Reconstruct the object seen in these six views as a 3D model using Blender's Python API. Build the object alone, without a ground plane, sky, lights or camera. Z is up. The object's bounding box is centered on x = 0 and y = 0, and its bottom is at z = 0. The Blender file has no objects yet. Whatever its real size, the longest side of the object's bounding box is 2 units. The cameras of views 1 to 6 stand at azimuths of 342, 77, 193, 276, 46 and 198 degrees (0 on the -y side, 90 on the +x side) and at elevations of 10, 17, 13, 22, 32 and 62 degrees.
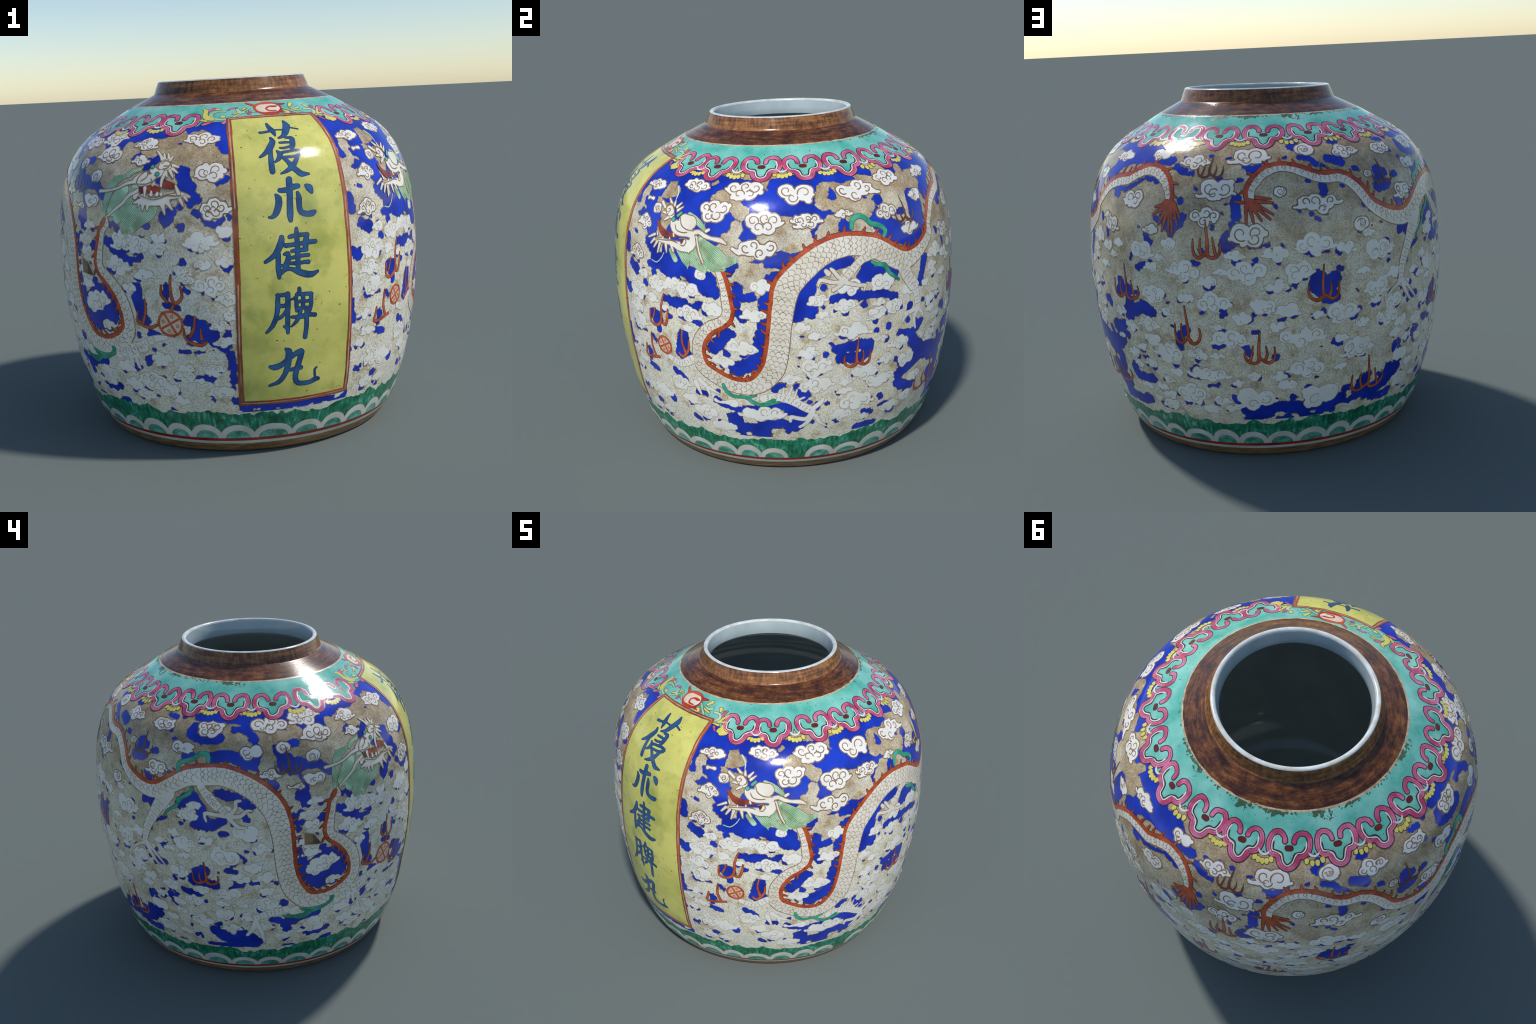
"""Porcelain ginger jar with cobalt-blue cloud-and-dragon enamels.
The jar is a turned profile; every painted motif is a thin raised pad of enamel
laid on that surface.  Positions on the wall are (azimuth in degrees, distance in
metres along the profile from the foot, brush width in metres)."""
import bpy, math, random
import numpy as np

rng = random.Random(7)
# ------------------------------------------------------------------ surface
PROFILE = [(0, 0.78), (0.01, 0.795), (0.03, 0.809), (0.08, 0.842), (0.15, 0.8705), (0.25, 0.9035), (0.38, 0.941), (0.52, 0.9645), (0.68, 0.9865), (0.85, 0.9979), (1.0, 0.9965), (1.15, 0.9866), (1.28, 0.9679), (1.38, 0.9393), (1.46, 0.905), (1.53, 0.858), (1.59, 0.7971), (1.64, 0.7235), (1.68, 0.654), (1.732, 0.565), (1.8, 0.431)]
RELIEF = 0.55                                # how far the enamels stand proud

def smooth_profile(points, n=40):
    P = np.array(points); P = np.vstack([2*P[0]-P[1], P, 2*P[-1]-P[-2]]); out = []
    for i in range(1, len(P)-2):
        a, b, c, d = P[i-1:i+3]; L = np.linalg.norm(c-b)
        t0 = (c-a)/np.linalg.norm(c-a)*L; t1 = (d-b)/np.linalg.norm(d-b)*L
        for u in np.arange(n)/n:
            h = u*u*(3-2*u)
            out.append((1-h)*b + h*c + (u**3-2*u*u+u)*t0 + (u**3-u*u)*t1)
    out.append(P[-2]); return np.array(out)

DENSE = smooth_profile(PROFILE); SZ, SR = DENSE[:, 0], DENSE[:, 1]
SS = np.r_[0, np.cumsum(np.hypot(np.diff(SZ), np.diff(SR)))]
S_END = SS[-1]
rad_at = lambda s: np.interp(s, SS, SR)

def lean(x, y, z):
    # the pot is thrown slightly off true: belly drifts, shoulder and rim planes tilt
    a, b = np.maximum(.75-z, 0), np.maximum(z-.75, 0); w, v = np.clip((z-1.35)/.25, 0, 1), np.clip((z-1.6)/.2, 0, 1)**2
    return np.stack([x+.010*a-.003*b+.0035*v, y-.0015*a-.0018*b+.008*v, z + w*(.010*x+.0035*y) + v*(.0065*x+.006*y)], -1)

def wall(az, s, off=0.0):
    """point on the wall, raised by off along the profile normal"""
    az = np.radians(np.asarray(az, float)); s = np.asarray(s, float)
    z, r = np.interp(s, SS, SZ), np.interp(s, SS, SR)
    e = .006; dz = np.interp(s+e, SS, SZ)-np.interp(s-e, SS, SZ); dr = np.interp(s+e, SS, SR)-np.interp(s-e, SS, SR)
    l = np.hypot(dz, dr)+1e-9; off = np.asarray(off)*RELIEF
    r = r + off*dz/l; z = z - off*dr/l
    return lean(r*np.sin(az), -r*np.cos(az), z)

# ------------------------------------------------------------------ noise
def hash3(i, j, k):
    h = (i*374761393 + j*668265263 + k*2147483647) & 0xffffffff
    h = ((h ^ (h >> 13))*1274126177) & 0xffffffff
    return ((h ^ (h >> 16)) & 0xffff)/65535.0
def vnoise(P, f, seed=0):
    q = P*f + 50 + seed*17.3; b = np.floor(q).astype(np.int64); t = q-b; t = t*t*(3-2*t); o = 0
    for dx in (0, 1):
        for dy in (0, 1):
            for dz in (0, 1):
                w = (t[..., 0] if dx else 1-t[..., 0])*(t[..., 1] if dy else 1-t[..., 1])*(t[..., 2] if dz else 1-t[..., 2])
                o = o + w*hash3(b[..., 0]+dx, b[..., 1]+dy, b[..., 2]+dz)
    return o*2-1

# ------------------------------------------------------------------ objects
def link(ob, parent=None):
    bpy.context.scene.collection.objects.link(ob)
    if parent: ob.parent = parent
    return ob

class Pad:
    """collects layers of faces (each with its own material) into one mesh"""
    def __init__(s): s.v, s.p, s.n, s.mats = [], [], 0, []
    def add(s, V, polys, mat):
        if mat not in s.mats: s.mats.append(mat)
        for A in polys:
            if len(A): s.p.append((np.asarray(A)+s.n, s.mats.index(mat)))
        s.v.append(V); s.n += len(V)
    def build(s, name, parent=None, smooth=True):
        if not s.p: return None
        V = np.concatenate(s.v); me = bpy.data.meshes.new(name)
        loops = np.concatenate([A.ravel() for A, _ in s.p]); tot = np.concatenate([np.full(len(A), A.shape[1]) for A, _ in s.p])
        mi = np.concatenate([np.full(len(A), m) for A, m in s.p])
        me.vertices.add(len(V)); me.vertices.foreach_set("co", V.astype(np.float32).ravel())
        me.loops.add(len(loops)); me.loops.foreach_set("vertex_index", loops.astype(np.int32))
        me.polygons.add(len(tot)); me.polygons.foreach_set("loop_start", np.r_[0, np.cumsum(tot)[:-1]].astype(np.int32))
        for m in s.mats: me.materials.append(m)
        me.polygons.foreach_set("material_index", mi.astype(np.int32))
        me.polygons.foreach_set("use_smooth", np.full(len(tot), smooth))
        me.update(calc_edges=True); me.validate()
        return link(bpy.data.objects.new(name, me), parent)

def resample(pts, step=.01):
    """smooth curve through (az, s, w) control points; azimuth unwrapped"""
    P = np.array(pts, float); P[:, 0] = P[0, 0] + (P[:, 0]-P[0, 0]+180) % 360-180
    if len(P) == 1: return np.vstack([P, P+[.01, 0, 0]])
    if len(P) == 2: 
        n = 2; t = np.linspace(0, 1, n)[:, None]; return P[0]*(1-t)+P[1]*t
    k = np.array([math.radians(rad_at(P[:, 1].mean())), 1, 1]); Q = P*k
    E = np.vstack([2*Q[0]-Q[1], Q, 2*Q[-1]-Q[-2]]); out = []
    for i in range(1, len(E)-2):
        a, b, c, d = E[i-1:i+3]; n = max(2, int(np.linalg.norm((c-b)[:2])/step))
        u = (np.arange(n)/n)[:, None]
        out.append(.5*(2*b+(c-a)*u+(2*a-5*b+4*c-d)*u**2+(3*b-a-3*c+d)*u**3))
    out.append(E[-2:-1]); R = np.vstack(out)/k; R[:, 2] = np.maximum(R[:, 2], .0015)
    return R

# ------------------------------------------------------------------ brushed enamel areas
class Area:
    """signed field over a patch of the wall; brush strokes are united or wiped off, then meshed"""
    def __init__(s, az0, az1, s0, s1, cell):
        s.c = (az0+az1)/2; rm = rad_at((s0+s1)/2)
        s.az = np.linspace(az0, az1, max(4, int(math.radians(az1-az0)*rm/cell)+2)); s.s = np.linspace(s0, s1, max(4, int((s1-s0)/cell)+2))
        s.r = np.radians(1)*rad_at(s.s); s.F = np.full((len(s.s), len(s.az)), -.2)
    @classmethod
    def around(cls, strokes, cell, pad=.02):
        P = [np.array(q, float) for q in strokes]; a0 = P[0][0, 0]
        A = np.concatenate([(q[:, 0]-a0+180) % 360-180+a0 for q in P]); S = np.concatenate([q[:, 1] for q in P]); w = max(q[:, 2].max() for q in P)/2+pad
        d = math.degrees(w/rad_at(S.mean()))
        return cls(A.min()-d, A.max()+d, max(.02, S.min()-w), min(S_END-.01, S.max()+w), cell)
    def stroke(s, pts, sign=1, grow=0.0):
        C = resample(pts, .016)
        for k in (-360, 0, 360):
            D = C.copy(); D[:, 0] += k
            if D[:, 0].max() < s.az[0]-9 or D[:, 0].min() > s.az[-1]+9: continue
            for a, b in zip(D[:-1], D[1:]):
                w = max(a[2], b[2])/2+grow+.022; wd = math.degrees(w/rad_at(max(a[1], b[1])))*1.05
                i0, i1 = np.searchsorted(s.az, [min(a[0], b[0])-wd, max(a[0], b[0])+wd]); j0, j1 = np.searchsorted(s.s, [min(a[1], b[1])-w, max(a[1], b[1])+w])
                if i1 <= i0 or j1 <= j0: continue
                r = s.r[j0:j1, None]; px = (s.az[None, i0:i1]-a[0])*r; py = s.s[j0:j1, None]-a[1]
                bx = (b[0]-a[0])*r; by = b[1]-a[1]; t = np.clip((px*bx+py*by)/(bx*bx+by*by+1e-12), 0, 1)
                v = (a[2]+(b[2]-a[2])*t)/2+grow-np.hypot(px-bx*t, py-by*t)
                G = s.F[j0:j1, i0:i1]
                if sign > 0: np.maximum(G, v, out=G)
                else: np.minimum(G, -v, out=G)
        return s
    def rough(s, amp, f, seed=0):
        P = wall(*np.meshgrid(s.az, s.s)); s.F += amp*(vnoise(P, f, seed)+.5*vnoise(P, f*2.3, seed+3)); return s
    def layer(s, pad, mat, off, level=0.0, drop=.0012):
        F = s.F-level; I = F > 0
        if not I.any(): return
        ns, na = F.shape; c = [I[:-1, :-1], I[:-1, 1:], I[1:, 1:], I[1:, :-1]]
        case = c[0]*1+c[1]*2+c[2]*4+c[3]*8
        gid = np.arange(ns*na).reshape(ns, na); hid = ns*na+np.arange(ns*(na-1)).reshape(ns, na-1); vid = ns*na+ns*(na-1)+np.arange((ns-1)*na).reshape(ns-1, na)
        corner = [gid[:-1, :-1], gid[:-1, 1:], gid[1:, 1:], gid[1:, :-1]]; edge = [hid[:-1], vid[:, 1:], hid[1:], vid[:, :-1]]
        polys, rim = [], []
        full = case == 15; B = 4; nb, mb = (ns-1)//B, (na-1)//B
        blk = full[:nb*B, :mb*B].reshape(nb, B, mb, B).all((1, 3)); J, K = np.nonzero(blk)
        polys.append(np.stack([gid[J*B, K*B], gid[J*B, K*B+B], gid[J*B+B, K*B+B], gid[J*B+B, K*B]], 1))
        full = full.copy(); full[:nb*B, :mb*B] &= ~np.kron(blk, np.ones((B, B), bool))
        for k in range(1, 16):
            m = full if k == 15 else case == k
            if not m.any(): continue
            ids, kind = [], []
            for q in range(4):
                if k >> q & 1: ids.append(corner[q][m]); kind.append(0)
                if (k >> q & 1) != (k >> ((q+1) % 4) & 1): ids.append(edge[q][m]); kind.append(1)
            polys.append(np.stack(ids, 1)); n = len(ids)
            for q in range(n):
                if kind[q] and kind[(q+1) % n] and k not in (5, 10) or (kind[q] and kind[(q+1) % n] and not kind[q-1]): rim.append(np.stack([ids[q], ids[(q+1) % n]], 1))
        used = np.unique(np.concatenate([p.ravel() for p in polys])); A, S = np.meshgrid(s.az, s.s)
        with np.errstate(all='ignore'):
            th = np.clip(F[:, :-1]/(F[:, :-1]-F[:, 1:]), .02, .98); tv = np.clip(F[:-1]/(F[:-1]-F[1:]), .02, .98)
        az = np.concatenate([A.ravel(), (A[:, :-1]+(A[:, 1:]-A[:, :-1])*th).ravel(), A[:-1].ravel()])[used]
        ss = np.concatenate([S.ravel(), S[:, :-1].ravel(), (S[:-1]+(S[1:]-S[:-1])*tv).ravel()])[used]
        remap = np.zeros(used.max()+1, np.int64); remap[used] = np.arange(len(used))
        pad.add(wall(az, ss, off), [remap[p] for p in polys], mat)
        if rim and drop:
            R = remap[np.concatenate(rim)]; n = len(R)
            V = np.concatenate([wall(az[R[:, 1]], ss[R[:, 1]], off), wall(az[R[:, 0]], ss[R[:, 0]], off), wall(az[R[:, 0]], ss[R[:, 0]], off-drop), wall(az[R[:, 1]], ss[R[:, 1]], off-drop)])
            i = np.arange(n); pad.add(V, [np.stack([i, i+n, i+2*n, i+3*n], 1)], mat)

LIFT = [0.0]
def line(pad, pts, mat, off=.0022, step=.008):
    """raised brush line of varying width"""
    C = resample(pts, step)
    if len(C) == 2: t = np.linspace(0, 1, 4)[:, None]; C = C[0]*(1-t)+C[1]*t
    LIFT[0] = (LIFT[0]+.00002) % .0004; off = off+LIFT[0]
    r = np.radians(1)*rad_at(C[:, 1]); X = np.stack([C[:, 0]*r.mean(), C[:, 1]], 1); T = np.gradient(X, axis=0); T /= np.linalg.norm(T, axis=1, keepdims=True)+1e-9
    h = C[:, 2]/2; h = h*np.where((np.arange(len(C)) == 0) | (np.arange(len(C)) == len(C)-1), .45, 1)
    na, ns_ = -T[:, 1]*h/r, T[:, 0]*h
    L, M, R = wall(C[:, 0]+na, C[:, 1]+ns_, off-.0006), wall(C[:, 0], C[:, 1], off), wall(C[:, 0]-na, C[:, 1]-ns_, off-.0006)
    n = len(C); i = np.arange(n-1)
    pad.add(np.concatenate([L, M, R]), [np.stack([i, i+n, i+n+1, i+1], 1), np.stack([i+n, i+2*n, i+2*n+1, i+n+1], 1)], mat)

def place(az, s, xy, w=None):
    """local metres around a wall point -> (az, s, w)"""
    return [(az+math.degrees(p[0]/rad_at(s+p[1])), s+p[1], p[2] if len(p) > 2 else w) for p in xy]

# ------------------------------------------------------------------ materials
def material(name, build):
    m = bpy.data.materials.new(name); m.use_nodes = True; nt = m.node_tree; b = nt.nodes["Principled BSDF"]
    build(nt, b); return m
def N(nt, kind, **kw):
    n = nt.nodes.new(kind)
    for k, v in kw.items():
        if k in n.inputs.keys() if hasattr(n.inputs, 'keys') else False: n.inputs[k].default_value = v
        else: setattr(n, k, v)
    return n
def obj_coord(nt, scale=(1, 1, 1)):
    t = N(nt, "ShaderNodeTexCoord"); mp = N(nt, "ShaderNodeMapping"); mp.inputs["Scale"].default_value = scale
    nt.links.new(t.outputs["Object"], mp.inputs["Vector"]); return mp.outputs[0]
def noise(nt, vec, scale, detail=4, rough=.55):
    n = N(nt, "ShaderNodeTexNoise"); n.inputs["Scale"].default_value = scale; n.inputs["Detail"].default_value = detail; n.inputs["Roughness"].default_value = rough
    nt.links.new(vec, n.inputs["Vector"]); return n.outputs["Fac"]
def ramp(nt, fac, stops):
    r = N(nt, "ShaderNodeValToRGB"); e = r.color_ramp.elements
    while len(e) < len(stops): e.new(.5)
    for q, (p, c) in zip(e, stops): q.position = p; q.color = (*c, 1) if len(c) == 3 else c
    nt.links.new(fac, r.inputs[0]); return r.outputs[0]
def mix(nt, fac, a, b):
    m = N(nt, "ShaderNodeMix", data_type='RGBA')
    for sock, v in ((m.inputs[0], fac), (m.inputs[6], a), (m.inputs[7], b)):
        if hasattr(v, 'links'): nt.links.new(v, sock)
        elif isinstance(v, (int, float)): sock.default_value = v
        else: sock.default_value = (*v, 1)
    return m.outputs[2]
def math_(nt, op, a, b):
    m = N(nt, "ShaderNodeMath", operation=op)
    for sock, v in zip(m.inputs, (a, b)):
        if hasattr(v, 'links'): nt.links.new(v, sock)
        else: sock.default_value = v
    return m.outputs[0]
G = lambda v: (v, v, v)
def enamel(name, dark, light, scale=9, rough=.11, speck=None, speck_at=.66, stretch=(1, 1, 1), contrast=(.35, .65), bump=.04, spec=.5):
    def build(nt, b):
        v = obj_coord(nt, stretch); col = ramp(nt, noise(nt, v, scale), [(contrast[0], dark), (contrast[1], light)])
        if speck:
            f = ramp(nt, noise(nt, obj_coord(nt), 70, 3), [(speck_at, G(0)), (min(1, speck_at+.06), G(1))]); col = mix(nt, f, col, speck)
        nt.links.new(col, b.inputs["Base Color"]); b.inputs["Roughness"].default_value = rough; b.inputs["Specular IOR Level"].default_value = spec
        bp = N(nt, "ShaderNodeBump"); bp.inputs["Strength"].default_value = bump; bp.inputs["Distance"].default_value = .02
        nt.links.new(noise(nt, obj_coord(nt), 14, 3), bp.inputs["Height"]); nt.links.new(bp.outputs[0], b.inputs["Normal"])
    return material(name, build)

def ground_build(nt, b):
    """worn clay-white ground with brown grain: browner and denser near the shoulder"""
    v = obj_coord(nt); sep = N(nt, "ShaderNodeSeparateXYZ"); nt.links.new(v, sep.inputs[0])
    up = ramp(nt, math_(nt, 'ADD', math_(nt, 'MULTIPLY', math_(nt, 'SUBTRACT', sep.outputs[2], .70), .62), math_(nt, 'MULTIPLY', noise(nt, v, 3.2, 2), .62)), [(.50, G(0)), (.78, G(1))])
    mid = noise(nt, v, 11, 5, .62); fine = noise(nt, v, 30, 4, .6)
    stain = math_(nt, 'ADD', math_(nt, 'MULTIPLY', mid, .65), math_(nt, 'MULTIPLY', fine, .35))
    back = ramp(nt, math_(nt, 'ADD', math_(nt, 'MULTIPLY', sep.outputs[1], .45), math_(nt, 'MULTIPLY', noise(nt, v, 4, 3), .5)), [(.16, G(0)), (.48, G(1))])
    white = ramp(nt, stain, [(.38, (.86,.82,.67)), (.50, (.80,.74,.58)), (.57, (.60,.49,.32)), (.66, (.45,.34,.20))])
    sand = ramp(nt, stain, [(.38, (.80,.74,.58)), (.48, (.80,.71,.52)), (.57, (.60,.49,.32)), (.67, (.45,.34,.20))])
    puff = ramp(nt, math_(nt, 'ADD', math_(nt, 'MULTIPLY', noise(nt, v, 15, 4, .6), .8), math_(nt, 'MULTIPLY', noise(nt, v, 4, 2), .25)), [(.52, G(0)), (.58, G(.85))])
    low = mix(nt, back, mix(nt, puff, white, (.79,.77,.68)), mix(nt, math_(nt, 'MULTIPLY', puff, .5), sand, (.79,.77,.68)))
    high = ramp(nt, stain, [(.36, (.58,.47,.31)), (.50, (.45,.34,.20)), (.66, (.30,.205,.11))])
    base = mix(nt, up, low, high)
    grain = ramp(nt, noise(nt, v, 135, 4, .75), [(.38, G(.42)), (.48, G(.86)), (.56, G(1.06))])
    m = N(nt, "ShaderNodeMix", data_type='RGBA', blend_type='MULTIPLY'); m.inputs[0].default_value = .8
    nt.links.new(base, m.inputs[6]); nt.links.new(grain, m.inputs[7])
    nt.links.new(m.outputs[2], b.inputs["Base Color"]); b.inputs["Roughness"].default_value = .16; b.inputs["Specular IOR Level"].default_value = .45
    bp = N(nt, "ShaderNodeBump"); bp.inputs["Strength"].default_value = .08; bp.inputs["Distance"].default_value = .01
    nt.links.new(noise(nt, v, 40, 3), bp.inputs["Height"]); nt.links.new(bp.outputs[0], b.inputs["Normal"])
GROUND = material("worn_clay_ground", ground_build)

def brown_build(nt, b):
    v = obj_coord(nt, (3.5, 3.5, 48)); w = obj_coord(nt)
    a = math_(nt, 'ADD', math_(nt, 'MULTIPLY', noise(nt, v, 2.0, 6, .75), .56), math_(nt, 'MULTIPLY', noise(nt, w, 13, 7, .75), .53))
    col = ramp(nt, a, [(.40, (.018, .008, .005)), (.51, (.070, .024, .010)), (.60, (.17, .062, .018)), (.68, (.30, .13, .045)), (.80, (.46, .29, .14))])
    nt.links.new(col, b.inputs["Base Color"]); b.inputs["Roughness"].default_value = .17
    bp = N(nt, "ShaderNodeBump"); bp.inputs["Strength"].default_value = .06; bp.inputs["Distance"].default_value = .01
    nt.links.new(a, bp.inputs["Height"]); nt.links.new(bp.outputs[0], b.inputs["Normal"])
BROWN = material("iron_brown_glaze", brown_build)
def neck_build(nt, b):
    v = obj_coord(nt, (20, 20, 3)); w = obj_coord(nt, (4, 4, 40))
    a = math_(nt, 'ADD', math_(nt, 'MULTIPLY', noise(nt, v, 2.2, 5, .7), .5), math_(nt, 'MULTIPLY', noise(nt, w, 1.5, 5, .65), .5))
    col = ramp(nt, a, [(.36, (.03, .012, .006)), (.48, (.17, .066, .02)), (.58, (.33, .14, .042)), (.72, (.47, .27, .12))])
    nt.links.new(col, b.inputs["Base Color"]); b.inputs["Roughness"].default_value = .2
NECK = material("neck_brown_glaze", neck_build)
def foot_build(nt, b):
    v = obj_coord(nt, (6, 6, 40))
    nt.links.new(ramp(nt, noise(nt, v, 2, 5, .7), [(.35, (.12, .06, .022)), (.5, (.25, .135, .055)), (.68, (.37, .23, .115))]), b.inputs["Base Color"]); b.inputs["Roughness"].default_value = .45
FOOT = material("bare_clay_foot", foot_build)
PALE = enamel("pale_glaze", (.37, .44, .44), (.45, .52, .52), 6, .08, bump=.01)
INSIDE = enamel("dark_inner_glaze", (.37, .43, .42), (.45, .51, .49), 4, .12, bump=.02)
LIPM = enamel("lip_glaze", (.52, .50, .44), (.66, .72, .72), 16, .14, (.28, .15, .07), .68)

BLUE = enamel("cobalt_blue_enamel", (.006,.022,.30), (.012,.045,.50), 7, .13, (.006, .012, .07), .7, spec=.45)
EDGE = enamel("brown_outline", (.16, .095, .045), (.29, .19, .105), 22, .3)
CLOUDW = enamel("white_cloud_enamel", (.74,.70,.63), (.82,.79,.74), 12, .2, (.45, .34, .24), .675)
CLOUDL = enamel("pale_cloud_enamel", (.79,.77,.68), (.84,.83,.78), 14, .2, (.36, .27, .17), .645)
SWIRL = enamel("swirl_line", (.20, .12, .055), (.36, .24, .14), 25, .3)
SWIRLF = enamel("faded_swirl_line", (.40, .30, .19), (.62, .52, .40), 25, .3)
BONE = enamel("dragon_white_enamel", (.70,.64,.52), (.81,.77,.68), 8, .2, (.50, .38, .24), .72)
SCALEL = enamel("scale_line", (.30, .19, .10), (.50, .36, .23), 20, .3)
RED = enamel("iron_red_enamel", (.33, .040, .012), (.55, .095, .025), 18, .22, (.06, .012, .006), .66)
DARKRED = enamel("dark_red_outline", (.07, .014, .008), (.15, .03, .014), 20, .3)
FLAME = enamel("flame_red_enamel", (.40, .055, .02), (.60, .14, .055), 20, .22, (.1, .02, .01), .68)
DARKFLAME = enamel("dark_flame_enamel", (.07, .022, .012), (.17, .05, .02), 20, .3)
HAIR = enamel("mane_green_enamel", (.22, .48, .25), (.50, .74, .50), 11, .2)
HAIRL = enamel("mane_line", (.13, .13, .06), (.26, .25, .13), 20, .3)
MOUTH = enamel("mouth_red_enamel", (.13, .014, .008), (.42, .06, .022), 16, .2)
EYE = enamel("eye_teal_enamel", (.02, .28, .20), (.10, .48, .38), 20, .15)
FIN = enamel("fin_green_enamel", (.015, .22, .11), (.07, .42, .27), 16, .2)
TEAL = enamel("turquoise_enamel", (.065, .385, .30), (.25, .59, .50), 7, .10, (.015, .12, .08), .665, contrast=(.33, .68))
GRIME = enamel("olive_grime", (.045, .085, .04), (.09, .16, .09), 20, .3)
RIMTAN = enamel("tan_rim_line", (.40, .26, .14), (.62, .48, .33), 30, .3)
PINK = enamel("rose_pink_enamel", (.46, .050, .14), (.64, .19, .32), 14, .14, contrast=(.38, .62))
DARK = enamel("dark_brown_line", (.035, .012, .008), (.09, .035, .02), 20, .3)
WHITE = enamel("white_enamel_line", (.66, .60, .56), (.74, .70, .66), 20, .2)
YELLOW = enamel("bead_yellow_enamel", (.60, .50, .09), (.72, .64, .15), 20, .18)
ROSEDEEP = enamel("deep_rose_enamel", (.42, .036, .11), (.58, .11, .22), 14, .14)
MAROON = enamel("maroon_dot", (.09, .012, .008), (.16, .022, .012), 20, .2)
STEM = enamel("stem_green_enamel", (.25, .46, .25), (.48, .62, .42), 14, .2)
ROSE = enamel("rose_red_enamel", (.40, .025, .010), (.62, .09, .03), 10, .2)
PETAL = enamel("petal_white_enamel", (.70, .42, .28), (.74, .68, .56), 9, .2)
INK = enamel("ink_blue_enamel", (.016, .056, .155), (.034, .118, .285), 13, .14)
INKD = enamel("ink_dark_edge", (.012, .028, .075), (.02, .05, .12), 20, .2)
BORDER = enamel("panel_border_red", (.16, .045, .018), (.40, .095, .03), 8, .2, (.05, .015, .008), .68)
BORDERM = enamel("panel_border_pink", (.36, .14, .08), (.60, .36, .24), 10, .2)
REDLINE = enamel("foot_red_line", (.26, .012, .006), (.42, .035, .014), 6, .25)
FOAM = enamel("wave_white_enamel", (.54, .52, .45), (.68, .68, .63), 9, .2)
WAVEG = enamel("wave_teal_enamel", (.03, .24, .15), (.22, .52, .42), 22, .18)
WAVEL = enamel("wave_line", (.02, .13, .07), (.05, .2, .12), 20, .3)
PEARL = enamel("pearl_salmon_enamel", (.66, .40, .25), (.76, .62, .48), 18, .2)
CHIPEDGE = enamel("chip_edge_clay", (.40, .32, .20), (.62, .54, .40), 18, .4)
CHIPM = enamel("chipped_clay", (.07, .045, .025), (.27, .18, .095), 13, .75, contrast=(.4, .55), bump=.4)
WHISK = enamel("whisker_pale_enamel", (.42, .55, .45), (.55, .64, .56), 14, .2)

def sea_build(nt, b):
    v = obj_coord(nt, (12, 12, 1.4)); a = math_(nt, 'ADD', math_(nt, 'MULTIPLY', noise(nt, v, 5, 4, .65), .68), math_(nt, 'MULTIPLY', noise(nt, obj_coord(nt, (1, 1, 2)), 9, 3), .36))
    nt.links.new(ramp(nt, a, [(.36, (.004, .070, .030)), (.48, (.010, .155, .075)), (.58, (.03, .26, .15)), (.66, (.20, .47, .38)), (.76, (.50, .62, .55))]), b.inputs["Base Color"]); b.inputs["Roughness"].default_value = .18
SEA = material("sea_green_enamel", sea_build)
def panel_build(nt, b):
    v = obj_coord(nt); w = noise(nt, v, 3.6, 4, .6)
    col = ramp(nt, w, [(.34, (.46, .46, .105)), (.46, (.60, .57, .14)), (.60, (.70, .65, .175))])
    stain = ramp(nt, noise(nt, v, 8.5, 3), [(.53, G(0)), (.72, G(.6))]); col = mix(nt, stain, col, (.30, .34, .085))
    speck = ramp(nt, noise(nt, v, 48, 2), [(.70, G(0)), (.75, G(1))]); col = mix(nt, speck, col, (.13, .09, .02))
    vo = N(nt, "ShaderNodeTexVoronoi", feature='DISTANCE_TO_EDGE'); vo.inputs["Scale"].default_value = 75; nt.links.new(v, vo.inputs["Vector"])
    cr = ramp(nt, vo.outputs["Distance"], [(0, G(.82)), (.06, G(1))])
    m = N(nt, "ShaderNodeMix", data_type='RGBA', blend_type='MULTIPLY'); m.inputs[0].default_value = .6
    nt.links.new(col, m.inputs[6]); nt.links.new(cr, m.inputs[7])
    nt.links.new(m.outputs[2], b.inputs["Base Color"]); b.inputs["Roughness"].default_value = .14
    bp = N(nt, "ShaderNodeBump"); bp.inputs["Strength"].default_value = .05; bp.inputs["Distance"].default_value = .02
    nt.links.new(noise(nt, v, 16, 3), bp.inputs["Height"]); nt.links.new(bp.outputs[0], b.inputs["Normal"])
YELLOWP = material("yellow_panel_enamel", panel_build)

# ------------------------------------------------------------------ the turned body
jar = link(bpy.data.objects.new("ginger_jar", None))
jar["label"] = "squat porcelain jar with enamelled dragons, clouds and yellow panel"; jar["category"] = "porcelain jar"
SEG = 256
def turned(name, pts, mat, parent=jar):
    P = np.array(pts); a = np.arange(SEG)*math.tau/SEG; n = len(P)
    x, y, z = P[:, 1:2]*np.sin(a), -P[:, 1:2]*np.cos(a), np.repeat(P[:, :1], SEG, 1)
    V = lean(x, y, z).reshape(-1, 3); i = np.arange(n-1)[:, None]*SEG; k = np.arange(SEG)[None]; k2 = (k+1) % SEG
    p = Pad(); p.add(V, [np.stack([i+k, i+k2, i+SEG+k2, i+SEG+k], -1).reshape(-1, 4)], mat); return p.build(name, parent)
def wall_strip(s0, s1, step=.012):
    s = np.linspace(s0, s1, max(2, int((s1-s0)/step)+1)); return np.stack([np.interp(s, SS, SZ), rad_at(s)], 1)
turned("foot_ring", [(.05, .001), (.05, .62), (.035, .66), (.006, .675), (0, .69), (0, .768)]+list(map(tuple, wall_strip(0, .074, .005))), FOOT)
turned("white_foot_line", wall_strip(.074, .096, .006), FOAM)
turned("red_foot_line", wall_strip(.096, .119, .006), REDLINE)
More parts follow.
